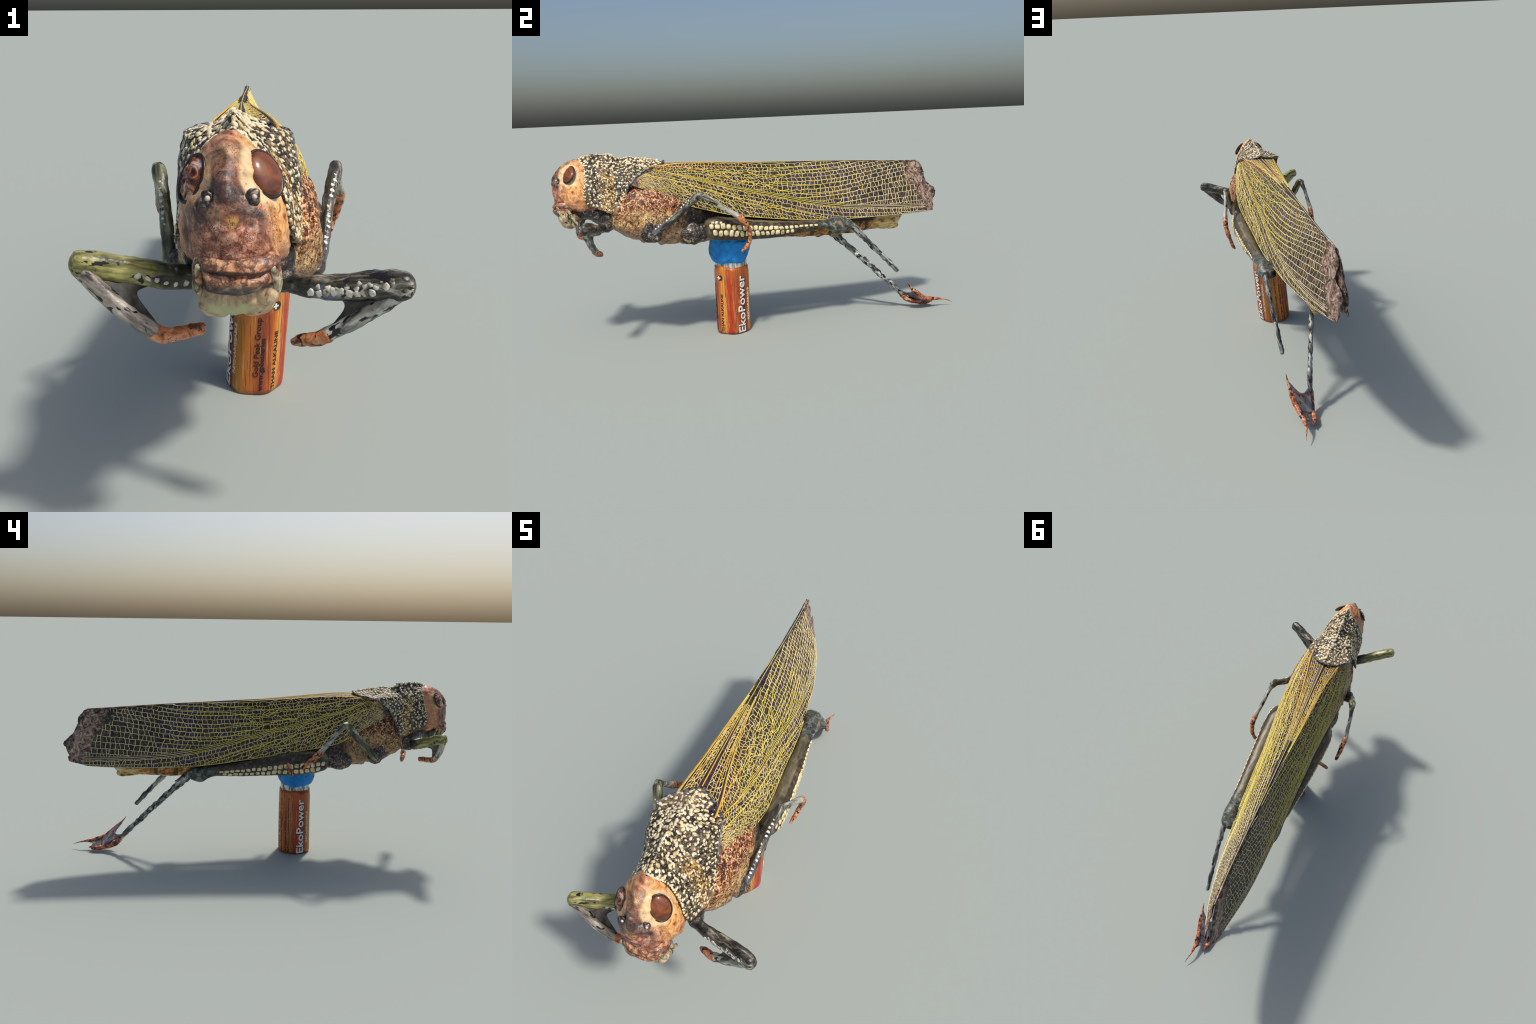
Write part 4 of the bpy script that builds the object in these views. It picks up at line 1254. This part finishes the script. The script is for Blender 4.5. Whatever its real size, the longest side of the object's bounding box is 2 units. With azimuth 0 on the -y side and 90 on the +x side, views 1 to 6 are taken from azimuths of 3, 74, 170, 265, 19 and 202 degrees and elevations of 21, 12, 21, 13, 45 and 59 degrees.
def plates(f, side, bands, parent, exponent=2.3):
    """Chevron of cream plates in rows on the outer face; bands: fraction below top, first y, last y, count, height."""
    for q, ya, yb, count, hgt in bands:
        for i in range(count):
            t = (i + .5) / count
            y = ya + (yb - ya) * t
            cx, w, zb, zt = f(y)
            qq = q + RNG.uniform(-.02, .02)
            lz = 1 - 2 * qq
            ca = (1 - abs(lz)**exponent)**(1 / exponent)
            p = np.array([cx + side * w * ca, y, (zb + zt) / 2 + (zt - zb) / 2 * lz])
            nrm = np.array([side * ca**(exponent - 1) / w, 0, math.copysign(abs(lz)**(exponent - 1), lz) * 2 / (zt - zb)])
            sp = Soup()
            L = abs(yb - ya) / count * .42 * RNG.uniform(.85, 1.12)
            H = (zt - zb) * hgt * RNG.uniform(.85, 1.1)
            nv = nrm / np.linalg.norm(nrm)
            u = np.cross(nv, np.array([0, 1.0, 0]))
            u = u if u[2] > 0 else -u
            tv = np.array([0, 1.0, 0])
            v, rings, cols = [], 5, 16
            lean = RNG.uniform(-.25, .25)
            for r_i in range(rings):
                r = 1 - r_i / rings
                hh = .0035 * math.sqrt(1 - r**4)
                for j in range(cols):
                    a = math.tau * j / cols
                    ex = math.copysign(abs(math.cos(a))**.6, math.cos(a)) * r
                    ez = math.copysign(abs(math.sin(a))**.6, math.sin(a)) * r
                    v.append(p + tv * (ex * L * (1 + .15 * n3((ex, ez, i), 1.5, y * 40)) + lean * ez * H) + u * ez * H + nv * (hh + .0006 - .0018 * (ex * ex + ez * ez) * .5))
            fc = ring_faces(rings, cols, caps=False) + [tuple((rings - 1) * cols + j for j in range(cols))]
            mesh_object("thigh_plate", v, fc, M["plate"], parent)


rowsL = [(-.345, .132, .020, .520, .578), (-.325, .137, .034, .504, .592), (-.29, .139, .044, .492, .599), (-.23, .139, .047, .484, .592), (-.15, .138, .045, .478, .577), (-.08, .135, .042, .476, .566), (.03, .131, .037, .477, .551),
         (.12, .127, .031, .483, .543), (.20, .122, .029, .490, .537), (.26, .118, .031, .494, .534), (.29, .116, .034, .478, .540), (.32, .112, .039, .460, .546), (.35, .108, .041, .464, .540), (.385, .103, .038, .474, .528), (.412, .098, .026, .484, .520)]
fL, partL = thigh(rowsL, seed=2)
hl = mesh_object("hindleg", *partL, M["thigh"], hopper)
plates(fL, 1, [(.36, -.325, .215, 21, .115), (.64, -.310, .09, 16, .135), (.22, -.315, -.26, 3, .06)], hl)
mesh_object("coxa", *join(blob((.120, -.398, .534), (.046, .064, .056), bumps=.016, bump_scale=25, seed=24), blob((.124, -.352, .535), (.034, .036, .044), bumps=.010, seed=26)), M["coxa"], hl)
mesh_object("coxa_knob", *blob((.140, -.408, .518), (.016, .034, .026), bumps=.010, seed=28), M["coxa_pale"], hl)
sh = mesh_object("shin", *limb([(.121, .366, .520, .013, .012), (.119, .396, .498, .013, .018), (.115, .455, .440, .0115, .015), (.109, .54, .354, .0105, .0125), (.104, .61, .283, .010, .013), (.100, .655, .236, .010, .011)], up=(0, .6, .8), bumps=.009, bump_scale=42, seed=33), M["shin"], hl)

rowsR = [(-.352, -.136, .016, .495, .535), (-.335, -.138, .026, .475, .556), (-.30, -.139, .034, .460, .567), (-.21, -.139, .037, .447, .568), (-.13, -.136, .036, .444, .560), (-.05, -.133, .034, .442, .545), (.05, -.130, .030, .440, .525),
         (.15, -.126, .024, .438, .505), (.24, -.122, .020, .436, .492), (.27, -.121, .022, .426, .490), (.305, -.120, .026, .407, .485), (.34, -.119, .025, .416, .480), (.372, -.118, .016, .430, .472)]
fR, partR = thigh(rowsR, seed=5)
hr = mesh_object("hindleg", *partR, M["thigh"], hopper)
plates(fR, -1, [(.56, -.325, .215, 20, .105), (.80, -.300, .20, 18, .105)], hr)
mesh_object("coxa", *join(blob((-.122, -.408, .524), (.042, .064, .056), bumps=.016, bump_scale=25, seed=34), blob((-.126, -.362, .520), (.030, .034, .042), bumps=.010, seed=36)), M["coxa"], hr)
mesh_object("coxa_knob", *blob((-.142, -.415, .506), (.015, .032, .024), bumps=.010, seed=38), M["coxa_pale"], hr)
shr = mesh_object("shin", *limb([(-.116, .358, .452, .017, .019), (-.104, .395, .418, .015, .021), (-.086, .450, .362, .012, .016), (-.064, .520, .292, .0115, .015), (-.040, .600, .213, .0105, .014), (-.022, .660, .152, .0105, .013), (-.008, .710, .102, .012, .013), (-.002, .742, .068, .012, .013)],
                                up=(0, .6, .8), bumps=.011, bump_scale=38, seed=43), M["shin"], hr)
web((-.112, .380, .446), (-.098, .440, .408), (-.086, .462, .368), (-.104, .400, .418), .008, hr, "web_dark")
foot = mesh_object("foot", *join(limb([(-.006, .734, .072, .012, .013), (.000, .766, .044, .013, .015), (.006, .800, .030, .013, .014)], bumps=.004, seed=3),
                                 limb([(.006, .798, .030, .012, .013), (.010, .838, .020, .013, .012), (.012, .872, .016, .012, .010), (.016, .890, .016, .006, .006)], bumps=.004, seed=5)), M["scarlet"], hr)
# the torn left foot lies against the right one, tied to it by dried skin
mesh_object("foot", *join(limb([(.098, .712, .163, .0015, .0015), (.093, .742, .128, .006, .007), (.087, .778, .094, .011, .013), (.079, .812, .068, .012, .013)], bumps=.003, seed=8),
                          limb([(.079, .812, .068, .011, .012), (.070, .850, .053, .011, .011), (.062, .890, .045, .010, .009), (.060, .925, .041, .007, .006)], bumps=.004, seed=9),
                          limb([(.060, .920, .041, .006, .006), (.064, .950, .036, .0035, .0035), (.070, .975, .028, .002, .002), (.075, .996, .019, .0008, .0008)], bumps=0)), M["scarlet"], hl)
web((.012, .815, .026), (.020, .905, .018), (.060, .935, .038), (.074, .835, .056), .006, hr, "web")
web((.008, .835, .026), (-.006, .716, .094), (.096, .732, .142), (.074, .845, .054), .006, hr, "web", .36)

# ---------------------------------------------------------------- battery
BX, BY, BR = -.011, -.197, .0850


def lean(z):
    """The battery tips slightly towards the insect's left."""
    return BX + .065 * z

battery = link(bpy.data.objects.new("battery", None))
battery["label"] = "worn orange and red cylindrical battery standing upright"
battery["category"] = "battery"


def drum_radius(a, z):
    flat = .0022 * math.cos(6 * a + .4) + .0018 * n3((math.cos(a), math.sin(a), z * 2), 1.6, 4)
    return BR + flat - .004 * smooth(.30, .345, z) - .002 * smooth(.012, 0, z)


def drum(z0, z1, inset=0.0, rows=24, cols=96, cap=True, ragged=0.0):
    v = []
    for i in range(rows + 1):
        for j in range(cols):
            a = math.tau * j / cols
            top = z1 + ragged * (n3((math.cos(a) * 2, math.sin(a) * 2, 3), 1.5, 6))
            z = z0 + (top - z0) * i / rows
            r = drum_radius(a, z) - inset
            v.append((lean(z) + r * math.cos(a), BY + r * math.sin(a), z))
    return v, ring_faces(rows + 1, cols, caps=cap)


mesh_object("wrapper", *drum(0.0, .336, ragged=.016), M["wrap"], battery)
mesh_object("metal_can", *drum(.322, .372, inset=.0045, rows=8), M["steel"], battery)


def lettering(text, deg, z0, z1, height, ink, bold=0.0, lift=.0006, thick=.0008, name="print"):
    """Text running up the drum: baseline along the given angle, letter tops turned to smaller angles."""
    cu = bpy.data.curves.new(name, "FONT")
    cu.body = text
    cu.size = 1.0
    cu.offset = bold
    cu.resolution_u = 3
    ob = bpy.data.objects.new(name, cu)
    bpy.context.scene.collection.objects.link(ob)
    bpy.context.view_layer.update()
    me = bpy.data.meshes.new_from_object(ob.evaluated_get(bpy.context.evaluated_depsgraph_get()))
    bpy.data.objects.remove(ob)
    bm = bmesh.new()
    bm.from_mesh(me)
    bm.edges.ensure_lookup_table()
    for _ in range(2):
        long = [e for e in bm.edges if e.calc_length() > .12]
        if long:
            bmesh.ops.subdivide_edges(bm, edges=long, cuts=2)
    bmesh.ops.triangulate(bm, faces=bm.faces)
    co = np.array([v.co[:] for v in bm.verts])
    x0, x1 = co[:, 0].min(), co[:, 0].max()
    cap_h = .69
    ext = bmesh.ops.extrude_face_region(bm, geom=list(bm.faces))
    top = {e for e in ext["geom"] if isinstance(e, bmesh.types.BMVert)}
    for v in bm.verts:
        z = z0 + (z1 - z0) * (v.co.x - x0) / (x1 - x0)
        a = math.radians(deg) - (v.co.y / cap_h * height) / BR
        r = drum_radius(a, z) + (lift + thick if v in top else lift - .003)
        v.co = (lean(z) + r * math.cos(a), BY + r * math.sin(a), z)
    bmesh.ops.recalc_face_normals(bm, faces=bm.faces)
    me2 = bpy.data.meshes.new(name)
    bm.to_mesh(me2)
    bm.free()
    me2.materials.append(M[ink])
    return link(bpy.data.objects.new(name, me2), battery)


for base in (33.0, 207.0):
    lettering("EkoPower", base + 1.5, .000, .292, .040, "ink_shadow", .045, .0003, .0005, "print_shadow")
    lettering("EkoPower", base, .003, .294, .040, "ink_white", .016, .0008, .0008, "print_logo")
    lettering("RECHARGEABLE", base + 19, .060, .226, .0115, "ink_cream", .02)
lettering("THAN ALKALINE", -45, .012, .205, .0125, "ink_dark", .015)
lettering("Gold Peak Group", -83, .060, .255, .0155, "ink_dark", .006)
lettering("www.gpbatteries", -73, .014, .190, .0140, "ink_dark", .012)
lettering("not incinerate, disassemble or short", 124, .010, .296, .0082, "ink_brown", .01)
lettering("not ingest.  Made in China", 114, .006, .222, .0090, "ink_brown", .012)
lettering("is a registered trademark and", 142, .010, .230, .0090, "ink_brown", .01)
lettering("EkoPower is a trademark of Gold Peak Group", 153, .006, .300, .0086, "ink_brown", .01)
lettering("not recharge with other types", 98, .010, .262, .0082, "ink_brown", .01)


def badge():
    a0, zc, v = math.radians(-53), .287, []
    for k in range(28):
        t = math.tau * k / 28
        a, z = a0 + .0135 * math.cos(t) / BR, zc + .0135 * math.sin(t)
        v.append((a, z))
    out = []
    for lift in (-.002, .0012):
        for a, z in v:
            r = drum_radius(a, z) + lift
            out.append((lean(z) + r * math.cos(a), BY + r * math.sin(a), z))
    return out, ring_faces(2, 28)


mesh_object("pole_badge", *badge(), M["ink_dark"], battery, flat=True)
plus = lettering("+", -49.5, .278, .296, .022, "ink_white", .05, .0016, .0006, "pole_sign")


def putty_part():
    rows = table([(.352, .072), (.362, .080), (.376, .089), (.395, .0955), (.42, .0985), (.445, .098), (.47, .096), (.49, .085), (.50, .05)])
    v, cols, n = [], 96, 40
    for i in range(n + 1):
        t = i / n
        z = .364 + (.500 - .364) * t
        for j in range(cols):
            a = math.tau * j / cols
            r = rows(z)[0]
            dz = -.012 * smooth(.45, 0, t) * (n3((math.cos(a) * 1.5, math.sin(a) * 1.5, 0), 1.2, 3) + .35 * math.sin(2 * a + 1.2))
            p = np.array([lean(.36) + r * math.cos(a), BY - .004 + r * math.sin(a), z + dz])
            h = .012 * fbm(p, 12, 3) - .007 * math.exp(-(fbm(p, 13, 11) / .06)**2) * smooth(.1, .3, t)
            v.append(p + np.array([math.cos(a), math.sin(a), 0]) * h)
    return v, ring_faces(n + 1, cols)


lump = mesh_object("putty_lump", *putty_part(), M["putty"])
lump["label"] = "blue pressed putty lump gluing the insect to its stand"
lump["category"] = "putty"
